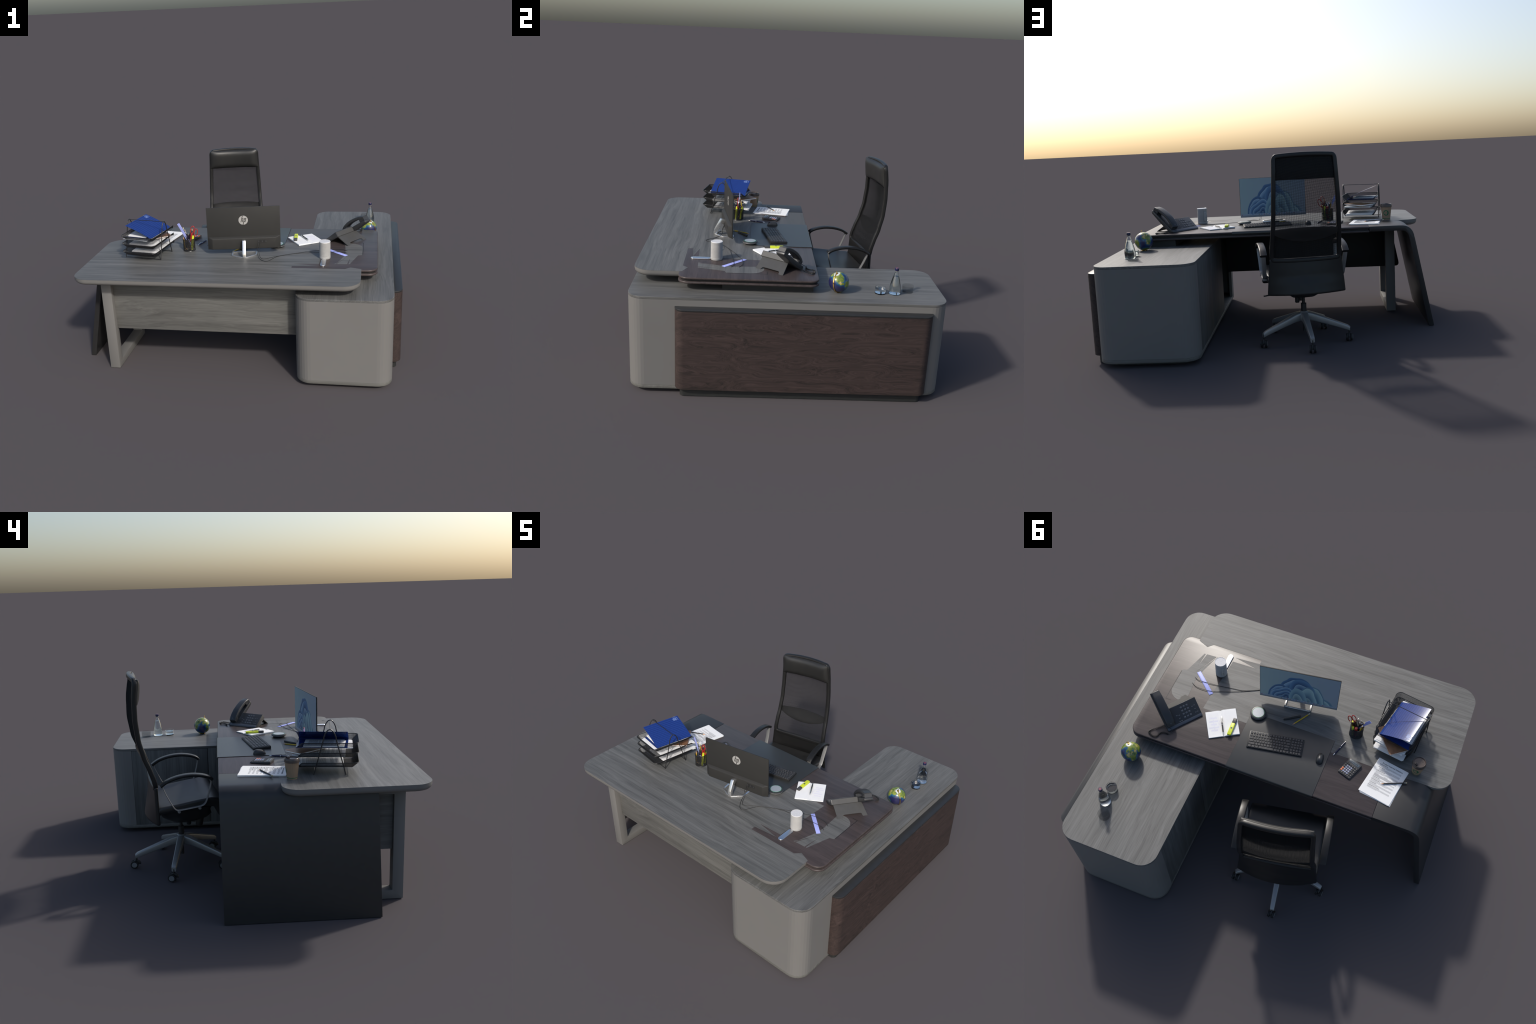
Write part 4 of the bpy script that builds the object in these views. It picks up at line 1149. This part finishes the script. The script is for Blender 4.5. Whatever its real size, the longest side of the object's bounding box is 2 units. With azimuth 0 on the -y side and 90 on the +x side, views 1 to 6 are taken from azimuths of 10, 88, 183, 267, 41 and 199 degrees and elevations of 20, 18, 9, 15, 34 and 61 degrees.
wht = box_mesh("key_mark", (-0.0022, 0.0022), (-0.0006, 0.0006), (0.0024, 0.0027)); wht.materials.append(M["logo"])
for r in range(6):
    y = 0.0185 - 0.0132 * r
    for c in range(6):
        x = -0.0325 + 0.013 * c
        if r == 0:
            mesh = k_d
        elif c == 0:
            mesh = k_o if r in (3, 4) else k_d
        elif c in (1, 2, 3) and 1 <= r <= 4:
            mesh = k_l
        else:
            mesh = k_d
        kq = obj_of("calculator_key", mesh, None, ca, (x, y - 0.002, calc_z(y) - 0.0003), (sl, 0, 0))
        if mesh is k_d:
            obj_of("key_mark", wht, None, kq)

# ------------------------------------------------------------------ papers with printed text
ps = empty("paper_stack", (-0.6015, -0.0635, Z), 169.6, "stack of printed white sheets", "papers")
W2, H2 = 0.0915, 0.1215
for i, (dx, dy, rz) in enumerate([(0.002, -0.004, 2.4), (-0.002, 0.001, -1.6), (0.001, -0.002, 1.2), (-0.003, -0.001, -0.9), (0.0, 0.0, 0.0)]):
    sh = box("sheet", (-W2, W2), (-H2, H2), (0, 0.0011), "paper", ps)
    sh.location = (dx, dy, 0.0001 + 0.00125 * i); sh.rotation_euler = (0, 0, radians(rz))
zt = 0.0063
rng = random.Random(5)
tm = text_mesh("title", "Project Internal Initiative", 0.0125, 0.0001, bold=0.0002)
obj_of("title", tm, "ink_dark", ps, (0.002, 0.100, zt))
body, heads = [], []
y = 0.0905
def para(n, x0=-0.068, x1=0.066):
    global y
    for i in range(n):
        body.extend(text_bars(x0, x1 if i < n - 1 else x0 + (x1 - x0) * rng.uniform(0.4, 0.85), y, 0.0016, rng)); y -= 0.0034
def head(t, size=0.0062):
    global y
    y -= 0.002
    heads.extend(text_bars(-0.070, -0.070 + len(t) * 0.0028, y, 0.0027, rng)); y -= 0.0052
head("Executive Summary"); para(4)
head("Key Objectives"); para(5, -0.062)
head("Implementation Plan"); para(4)
y -= 0.001
for i in range(2):
    body.extend(text_bars(-0.070, -0.045, y, 0.0018, rng)); body.extend(text_bars(-0.012, 0.012, y, 0.0016, rng)); y -= 0.0036
for i in range(3):
    body.append((-0.070, 0.070, y - 0.0016, y + 0.0016)); y -= 0.0052
head("Responsibilities"); para(3)
head("Budget and Timeline"); para(4)
head("Risk Management"); para(4)
head("Conclusion and Next Steps"); para(4)
o_ = obj_of("heading_lines", bars_mesh("heading_lines", heads, zt - 0.0003, zt + 0.0001), "ink_dark", ps); o_["kind"] = "stuff"
o_ = obj_of("printed_lines", bars_mesh("printed_lines", body, zt - 0.0003, zt + 0.0001), "ink", ps); o_["kind"] = "stuff"
pencil("black_pencil", (-0.589, -0.040, Z + 0.0105), (-0.722, -0.099, Z + 0.0095), 0.0036, "plastic", None, "black pencil with silver ferrule")

# ------------------------------------------------------------------ coffee cup
cup = empty("coffee_cup", (-0.7495, -0.194, Z), 0, "brown paper coffee cup with dark lid", "cup")
def cup_r(z):
    return 0.0258 + (0.0362 - 0.0258) * z / 0.088
bm = bmesh.new()
NS = 96
rws = []
for z in [0, 0.001] + [0.004 + 0.006 * i for i in range(14)] + [0.088]:
    rws.append([bm.verts.new(((cup_r(z) - (0.0007 if (k // 2) % 2 else 0.0)) * cos(2 * pi * k / NS), (cup_r(z) - (0.0007 if (k // 2) % 2 else 0.0)) * sin(2 * pi * k / NS), z)) for k in range(NS)])
for a, b in zip(rws, rws[1:]):
    for k in range(NS):
        bm.faces.new((a[k], a[(k + 1) % NS], b[(k + 1) % NS], b[k]))
bm.faces.new(rws[0]); bm.faces.new(rws[-1])
obj_of("cup_body", finish(bm, "cup_body", 25), "cup", cup)
lid = lathe("cup_lid", [(0.0368, 0.0845), (0.0388, 0.0850), (0.0392, 0.0880), (0.0382, 0.0905), (0.0385, 0.0925), (0.0372, 0.0985), (0.0355, 0.1045), (0.0335, 0.1062), (0.0315, 0.1050), (0.0300, 0.1005), (0.0, 0.1000)], "lid", cup, seg=48)
prism("sip_rise", rrect(-0.009, 0.009, -0.0075, 0.0075, 0.006, 5), 0.1000, 0.1085, "lid", lid, bev=0.002, seg=2).location = (0.015, 0.016, 0)
lathe("sip_hole", [(0, 0), (0.0042, 0), (0.0042, 0.0006), (0, 0.0006)], "dark", lid, (0.015, 0.016, 0.1084), seg=16)
lathe("sip_hole", [(0, 0), (0.0036, 0), (0.0036, 0.0006), (0, 0.0006)], "dark", lid, (-0.016, -0.010, 0.1003), seg=16)
lathe("cup_band", [(cup_r(0.006) + 0.0002, 0.006), (cup_r(0.006) + 0.0004, 0.0061), (cup_r(0.0095) + 0.0004, 0.0094), (cup_r(0.0095) + 0.0002, 0.0095)], "green", cup, seg=48)
def cone_patch(name, mat, parent, fn_pts, off, a_c, z_c):
    """Flat outlines (u, v) wrapped round the cup."""
    bm = bmesh.new()
    rings = []
    for k in (0.0, 0.35, 0.7, 1.0):
        ring = []
        for u, v in fn_pts:
            z = z_c + v * k
            r = cup_r(z) + off
            a = a_c - u * k / r
            ring.append(bm.verts.new((r * cos(a), r * sin(a), z)))
        rings.append(ring)
    n = len(fn_pts)
    for a, b in zip(rings[1:], rings[2:]):
        for i in range(n):
            bm.faces.new((a[i], a[(i + 1) % n], b[(i + 1) % n], b[i]))
    bm.faces.new(rings[1])
    bmesh.ops.delete(bm, geom=rings[0], context="VERTS")
    obj_of(name, finish(bm, name, 80), mat, parent)
circ = lambda r: [(r * cos(2 * pi * i / 28), r * sin(2 * pi * i / 28)) for i in range(28)]
AC, ZCUP = radians(82), 0.047
cone_patch("cup_badge", "green", cup, circ(0.0185), 0.0004, AC, ZCUP)
cone_patch("badge_figure", "cup", cup, [(0.0105 * cos(2 * pi * i / 28) + 0.0015, 0.0125 * sin(2 * pi * i / 28) * (1 + 0.15 * cos(3 * 2 * pi * i / 28))) for i in range(28)], 0.0007, AC, ZCUP)
for uu, vv in ((-0.004, 0.003), (0.004, 0.003), (0.0, -0.005)):
    cone_patch("badge_spot", "green", cup, circ(0.0017), 0.0010, AC - (uu + 0.0015) / 0.031, ZCUP + vv)

# ------------------------------------------------------------------ letter tray with papers and folder
TR = (-0.599, -0.406)
tr = empty("letter_tray", (TR[0], TR[1], Z), -9.5, "three-tier black wire letter tray", "letter tray")
AX = 0.1228
for sx in (1, -1):
    pts = [(sx * AX, -0.080, 0.002), (sx * AX, -0.0345, 0.168), (sx * AX, -0.030, 0.190), (sx * AX, -0.0225, 0.2105), (sx * AX, -0.0115, 0.2255), (sx * AX, 0, 0.2305), (sx * AX, 0.0115, 0.2255), (sx * AX, 0.0225, 0.2105), (sx * AX, 0.030, 0.190), (sx * AX, 0.0345, 0.168), (sx * AX, 0.080, 0.002)]
    sweep("arch_leg", smooth_path(pts, 4), circle(0.0030, 8), "tray_wire", tr)
rod("top_bar", (-AX, 0, 0.229), (AX, 0, 0.229), 0.0019, "tray_wire", tr)
for yy in (-0.080, 0.080):
    rod("foot_bar", (-AX, yy, 0.0055), (AX, yy, 0.0055), 0.0019, "tray_wire", tr)
def tray_pt(X, Y):
    """X across, Y along (flat development): beyond the floor the sheet turns up into the walls."""
    t1 = max(0.0, (abs(X) - 0.090) / 0.040)
    t2 = max(0.0, (-0.112 - Y) / 0.042)
    h = hypot(t1, t2)
    if h > 1:
        t1, t2, h = t1 / h, t2 / h, 1.0
    fade = min(1.0, max(0.0, (0.168 - Y) / 0.030))
    s = 1 if X >= 0 else -1
    return Vector((s * (min(abs(X), 0.090) + 0.0265 * t1 * (0.3 + 0.7 * fade)), max(Y, -0.112) - 0.032 * t2, 0.028 * h * fade))
NX, NY = 60, 72
rows = [[tray_pt(-0.130 + 0.260 * j / NX, 0.168 - (0.168 + 0.154) * i / NY) for j in range(NX + 1)] for i in range(NY + 1)]
tray_me = net_mesh("tray_net", rows, 0.00085); tray_me.materials.append(M["tray_net"])
rim_pts = [rows[i][0] for i in range(NY)] + rows[NY][:] + [rows[i][NX] for i in range(NY - 1, -1, -1)]
rim_clean = [rim_pts[0]]
for p in rim_pts[1:]:
    if (p - rim_clean[-1]).length > 0.002:
        rim_clean.append(p)
bm = bmesh.new(); sweep_bm(bm, rim_clean, circle(0.0018, 6))
rim_me = finish(bm, "tray_rim", 60); rim_me.materials.append(M["tray_wire"])
bm = bmesh.new(); sweep_bm(bm, [rows[0][j] for j in range(0, NX + 1)], circle(0.0018, 6))
lip_me = finish(bm, "tray_lip", 60); lip_me.materials.append(M["tray_wire"])
TZ = (0.0325, 0.0830, 0.1335)
for tz in TZ:
    t = obj_of("tray", tray_me, None, tr, (0, 0, tz)); t["kind"] = "stuff"
    obj_of("tray_rim", rim_me, None, t); obj_of("tray_lip", lip_me, None, t)
def printed_sheets(root, x, y, z, rz, n, w=0.0885, h=0.126, thick=0.0014, seed=1, blank=False):
    r_ = random.Random(seed)
    for i in range(n):
        s_ = box("sheet", (-w, w), (-h, h), (0, thick), "paper", root)
        s_.location = (x + r_.uniform(-0.004, 0.004), y + r_.uniform(-0.008, 0.008), z + i * (thick + 0.0003)); s_.rotation_euler = (0, 0, radians(rz + r_.uniform(-2, 2)))
    if not blank:
        bb = []
        yy = h - 0.02
        while yy > -h + 0.02:
            if r_.random() < 0.16:
                yy -= 0.005; continue
            bb += text_bars(-w + 0.014, (w - 0.014) * r_.uniform(0.5, 1), yy, 0.0016, r_); yy -= 0.0036
        q = obj_of("printed_lines", bars_mesh("printed_lines", bb, thick - 0.0002, thick + 0.0002), "ink", s_); q["kind"] = "stuff"
for nm, tz, rz, nn, sd, yy in (("tray_papers", TZ[0], 1.5, 6, 3, 0.064), ("tray_papers", TZ[1], -3.0, 6, 4, 0.052), ("tray_papers", TZ[2], -4, 2, 6, 0.012)):
    e = empty(nm, (0, 0, 0), 0, "printed sheets lying in the letter tray", "papers")
    c_, s_ = cos(radians(-9.5)), sin(radians(-9.5))
    px_, py_ = 0.0, yy
    if tz == TZ[2]:
        px_ = -0.016
    e.location = (TR[0] + px_ * c_ - py_ * s_, TR[1] + px_ * s_ + py_ * c_, Z + tz + 0.0012)
    e.rotation_euler = (0, 0, radians(-9.5 + 180))
    printed_sheets(e, 0, 0, 0, rz, nn, seed=sd)
# brown notebook pushed askew into the middle tier
bk = empty("brown_booklet", (-0.584, -0.175, Z + 0.0975), math.degrees(atan2(-0.62, -0.79)), "brown leatherette booklet", "booklet")
prism("booklet_pages", rrect(0.001, 0.112, 0.001, 0.185, 0.006, 4), 0.001, 0.0070, "paper", bk)
prism("booklet_cover", rrect(0.0, 0.114, 0.0, 0.187, 0.008, 4), 0.0070, 0.0085, "kraft_brown", bk)
prism("booklet_cover", rrect(0.0, 0.114, 0.0, 0.187, 0.008, 4), -0.0005, 0.001, "kraft_brown", bk)
# blue folder lying half open in the top tier
FO = (-0.5465, -0.5115)
fo = empty("blue_folder", (FO[0], FO[1], Z + 0.1390), -12.2, "blue patterned folder lying half open", "folder")
FL = 0.257
def folder_leaf(name, prof_, th, mat, root):
    F = [[Vector((x, y, z)) for x, z in prof_] for y in [FL * i / 10 for i in range(11)]]
    nrm = []
    for k in range(len(prof_)):
        a = prof_[max(k - 1, 0)]; b = prof_[min(k + 1, len(prof_) - 1)]
        t = Vector((b[0] - a[0], b[1] - a[1])).normalized()
        nrm.append(Vector((-t.y, 0, t.x)))
    B = [[p + nrm[k] * th for k, p in enumerate(row)] for row in F]
    return obj_of(name, shell_mesh(name, F, B), mat, root)
up_prof = [(0.0, 0.0015), (-0.006, 0.007), (-0.020, 0.0140), (-0.045, 0.0260), (-0.080, 0.0415), (-0.120, 0.0570), (-0.152, 0.0690), (-0.172, 0.0755)]
leaf = folder_leaf("folder_cover", up_prof, -0.0012, "navy_fold", fo)

low_prof = [(0.0, 0.0012), (-0.010, 0.0), (-0.05, 0.0), (-0.12, 0.0), (-0.186, 0.0)]
folder_leaf("folder_base", low_prof, 0.0012, "navy_fold", fo)
box("spine", (-0.002, 0.0012), (0, FL), (0.0, 0.0022), "navy_fold", fo, bev=0.0006)
ca_, sa_ = cos(radians(-12.2)), sin(radians(-12.2))
fs = empty("folder_papers", (FO[0] - 0.108 * ca_ - 0.112 * sa_, FO[1] - 0.108 * sa_ + 0.112 * ca_, Z + 0.1408), 167.8, "printed sheets inside the blue folder", "papers")
printed_sheets(fs, 0, 0, 0, 0, 3, w=0.074, h=0.100, seed=9)
# pale swirl mark near the raised corner
tilt = atan2(0.0195, 0.052)
mk_root = Matrix.Translation(Vector((-0.150, 0.224, 0.0690))) @ Matrix.Rotation(tilt, 4, "Y")
bm = bmesh.new()
def arc(r, a0, a1, w, cx=0, cy=0, n=16):
    inner_ = []; outer_ = []
    for i in range(n + 1):
        a = radians(a0 + (a1 - a0) * i / n)
        inner_.append(bm.verts.new(mk_root @ Vector((cx + (r - w) * cos(a), cy + (r - w) * sin(a), 0.0006))))
        outer_.append(bm.verts.new(mk_root @ Vector((cx + r * cos(a), cy + r * sin(a), 0.0006))))
    for i in range(n):
        bm.faces.new((inner_[i], inner_[i + 1], outer_[i + 1], outer_[i]))
arc(0.0130, 20, 330, 0.0022); arc(0.0085, 200, 520, 0.0020); arc(0.0045, 0, 359, 0.0020)
arc(0.0220, 120, 190, 0.0018)
for i in range(7):
    x0 = -0.014 + i * 0.004
    q = [bm.verts.new(mk_root @ Vector(p)) for p in ((x0, 0.0195, 0.0006), (x0 + 0.003, 0.0195, 0.0006), (x0 + 0.003, 0.0215, 0.0006), (x0, 0.0215, 0.0006))]
    bm.faces.new(q)
obj_of("folder_mark", finish(bm, "folder_mark", flat=True), "folder_mark", leaf)

# ------------------------------------------------------------------ pen holder and what stands in it
HO = (-0.3575, -0.3055)
ho = empty("pen_holder", (HO[0], HO[1], Z), 0, "black net pen pot", "pen holder")
HR, HH = 0.0380, 0.080
rows = [[Vector((HR * cos(2 * pi * j / 62), HR * sin(2 * pi * j / 62), 0.002 + (HH - 0.002) * i / 20)) for j in range(62)] for i in range(21)]
q = obj_of("holder_net", net_mesh("holder_net", rows, 0.00085, True), "tray_net", ho); q["kind"] = "stuff"
lathe("holder_base", [(0, 0), (HR + 0.0015, 0), (HR + 0.0025, 0.002), (HR + 0.001, 0.005), (HR - 0.001, 0.005), (HR - 0.001, 0.002), (0, 0.002)], "tray_wire", ho)
for zz in (HH, ):
    bm = bmesh.new(); sweep_bm(bm, [(HR * cos(2 * pi * i / 40), HR * sin(2 * pi * i / 40), zz) for i in range(40)], circle(0.0017, 6), closed=True)
    obj_of("holder_rim", finish(bm, "holder_rim", 60), "tray_wire", ho)
inside = empty("writing_tools", (HO[0], HO[1], Z), 0, "pencils, pens, scissors and ruler standing together", "stationery")
def stick(name, a, b, w, t, mat, up):
    return sweep(name, [a, b], rrect(-w / 2, w / 2, -t / 2, t / 2, min(w, t) * 0.2, 1), mat, inside, up=up)
stick("short_ruler", (0.028, -0.010, 0.006), (-0.067, 0.011, 0.175), 0.0185, 0.002, "lavender", (0.2, 0.9, 0.1))
pencil("pencil", (0.012, -0.016, 0.006), (-0.037, 0.0125, 0.148), 0.0033, "plastic", inside)
pencil("pencil", (-0.031, -0.012, 0.092), (-0.024, -0.020, 0.006), 0.0033, "yellow", inside)
pencil("pencil", (0.018, 0.012, 0.148), (-0.015, -0.005, 0.006), 0.0033, "chair_frame", inside)
pencil("pencil", (0.026, 0.020, 0.142), (-0.010, -0.015, 0.006), 0.0033, "plastic", inside)
pencil("pencil", (-0.020, -0.020, 0.006), (0.040, 0.020, 0.128), 0.0033, "plastic", inside)
pencil("pencil", (-0.012, 0.020, 0.006), (-0.030, 0.024, 0.130), 0.0033, "yellow", inside)
pen("pen", (0.020, -0.020, 0.006), (-0.020, 0.006, 0.122), 0.0042, "navy_plastic", None, inside)
pen("pen", (-0.022, 0.010, 0.006), (0.006, -0.020, 0.120), 0.0042, "navy_plastic", None, inside)
pen("pen", (0.005, 0.026, 0.006), (-0.012, -0.010, 0.124), 0.0042, "plastic", None, inside)
sweep("lime_marker", [(0.020, -0.012, 0.006), (0.026, -0.010, 0.05), (0.031, -0.006, 0.100)], circle(0.0085, 12), "lime", inside, scale=[0.9, 1, 0.8])
sweep("yellow_marker", [(0.016, 0.018, 0.006), (0.018, 0.028, 0.085), (0.0185, 0.030, 0.100)], circle(0.0070, 12), "lime", inside, scale=[0.95, 1, 0.7])
sweep("red_marker", [(0.0, 0.016, 0.006), (0.0, 0.026, 0.070), (0.001, 0.029, 0.098)], circle(0.0095, 12), "red", inside, scale=[0.95, 1, 0.85])
sc_ = empty("scissors"); sc_.parent = inside
for (cx, cz, rx, rz, ang) in ((0.028, 0.139, 0.0115, 0.0255, -18), (0.050, 0.121, 0.0110, 0.0250, -14)):
    pts = []
    for i in range(28):
        a = 2 * pi * i / 28
        x, z = rx * cos(a), rz * sin(a)
        c_, s_ = cos(radians(ang)), sin(radians(ang))
        pts.append((cx + x * c_ - z * s_, -0.002 + 0.05 * (cz - 0.13), cz + x * s_ + z * c_))
    sweep("scissor_handle", pts, circle(0.0026, 8), "red", sc_, closed=True)
sweep("scissor_arm", [(0.012, -0.002, 0.05), (0.018, -0.002, 0.09), (0.024, -0.002, 0.115)], rrect(-0.0055, 0.0055, -0.002, 0.002, 0.001, 1), "red", sc_, up=(0, 1, 0))
sweep("scissor_arm", [(0.014, 0.001, 0.05), (0.028, 0.001, 0.085), (0.043, 0.001, 0.100)], rrect(-0.0055, 0.0055, -0.002, 0.002, 0.001, 1), "red", sc_, up=(0, 1, 0))
sweep("scissor_blade", [(0.014, -0.0005, 0.06), (0.0, -0.0005, 0.006)], rrect(-0.005, 0.005, -0.001, 0.001, 0.0004, 1), "chrome", sc_, up=(0, 1, 0), scale=[1, 0.4])

# ------------------------------------------------------------------ globe, bottle and tumblers on the cabinet
gl = empty("desk_globe", (0.788, 0.279, ZC), 0, "small glossy globe with brass meridian", "globe")
GC = Vector((0, 0, 0.0575)); GR = 0.0560
q_rot = Vector((0, 0, 1)).rotation_difference(GLOBE_TILT)
bm = bmesh.new(); bmesh.ops.create_uvsphere(bm, u_segments=64, v_segments=40, radius=GR)
ball = obj_of("globe_ball", finish(bm, "globe_ball", 80), globe_material(), gl)
ball.rotation_mode = "QUATERNION"; ball.rotation_quaternion = q_rot; ball.location = GC
mer = []
side_v = Vector((0.80, -0.60, 0))
for i in range(29):
    a = radians(90 - 190 * i / 28)
    d = GLOBE_TILT * sin(a) + (side_v - GLOBE_TILT * side_v.dot(GLOBE_TILT)).normalized() * cos(a)
    mer.append(GC + d * (GR + 0.0022))
sweep("meridian", mer, rrect(-0.0030, 0.0030, -0.0012, 0.0012, 0.0005, 1), "gold", gl, up=[(p - GC).normalized() for p in mer])
fin = sweep("finial", [GC + GLOBE_TILT * (GR - 0.001), GC + GLOBE_TILT * (GR + 0.003), GC + GLOBE_TILT * (GR + 0.004), GC + GLOBE_TILT * (GR + 0.011), GC + GLOBE_TILT * (GR + 0.0125), GC + GLOBE_TILT * (GR + 0.0165)], circle(0.004, 12), "gold", gl, scale=[2.0, 1.6, 0.5, 0.45, 0.75, 0.3])
lathe("globe_foot", [(0.010, 0.0), (0.017, 0.0), (0.0175, 0.0015), (0.0150, 0.0048), (0.0120, 0.0048), (0.010, 0.002)], "gold", gl, seg=32)

def vessel(name, prof_out, thick, mat, root, base=0.003):
    """Lathe with an inner wall, from an outer profile running bottom to top."""
    inn_ = [(max(r - thick, 0.001), max(z, base)) for r, z in prof_out]
    prof_ = [(0, prof_out[0][1])] + prof_out + inn_[::-1] + [(0, base)]
    return lathe(name, prof_, mat, root, seg=48, angle=50)
bo = empty("water_bottle", (0.7925, 0.591, ZC), 0, "clear glass water bottle with navy cap", "bottle")
bprof = [(0.0300, 0.0), (0.0322, 0.003), (0.0325, 0.012), (0.0322, 0.036), (0.0295, 0.052), (0.0235, 0.078), (0.0160, 0.103), (0.0105, 0.120), (0.0086, 0.128), (0.0084, 0.140)]
vessel("bottle_glass", bprof, 0.0012, "glass", bo, 0.004)
lathe("bottle_water", [(0, 0.0045), (0.0295, 0.0045), (0.0308, 0.012), (0.0305, 0.036), (0.0278, 0.052), (0.0218, 0.078), (0.0143, 0.103), (0, 0.103)], "water", bo, seg=48)
lathe("bottle_ring", [(0.0086, 0.131), (0.0100, 0.132), (0.0100, 0.134), (0.0086, 0.135)], "alu", bo, seg=28)
lathe("bottle_cap", [(0.0090, 0.1365), (0.0112, 0.1365), (0.0114, 0.138), (0.0114, 0.149), (0.0105, 0.1505), (0.0, 0.1505)], "navy_plastic", bo, seg=32)
lathe("cap_top", [(0, 0.1504), (0.0080, 0.1504), (0.0080, 0.1508), (0, 0.1509)], "maroon", bo, seg=28)
for nm, (gx, gy), r, h, fill in (("tumbler", (0.7925, 0.511), 0.0305, 0.036, True), ("tumbler", (0.755, 0.671), 0.0320, 0.038, False)):
    tb = empty(nm, (gx, gy, ZC), 0, "low clear glass tumbler", "glass")
    vessel("tumbler_glass", [(r - 0.003, 0.0), (r - 0.001, 0.001), (r - 0.0005, 0.004), (r, h - 0.0005)], 0.0013, "glass" if fill else "thin_glass", tb, 0.006 if fill else 0.0035)
    if fill:
        lathe("tumbler_water", [(0, 0.0065), (r - 0.0024, 0.0065), (r - 0.0018, 0.028), (0, 0.028)], "water", tb, seg=40)
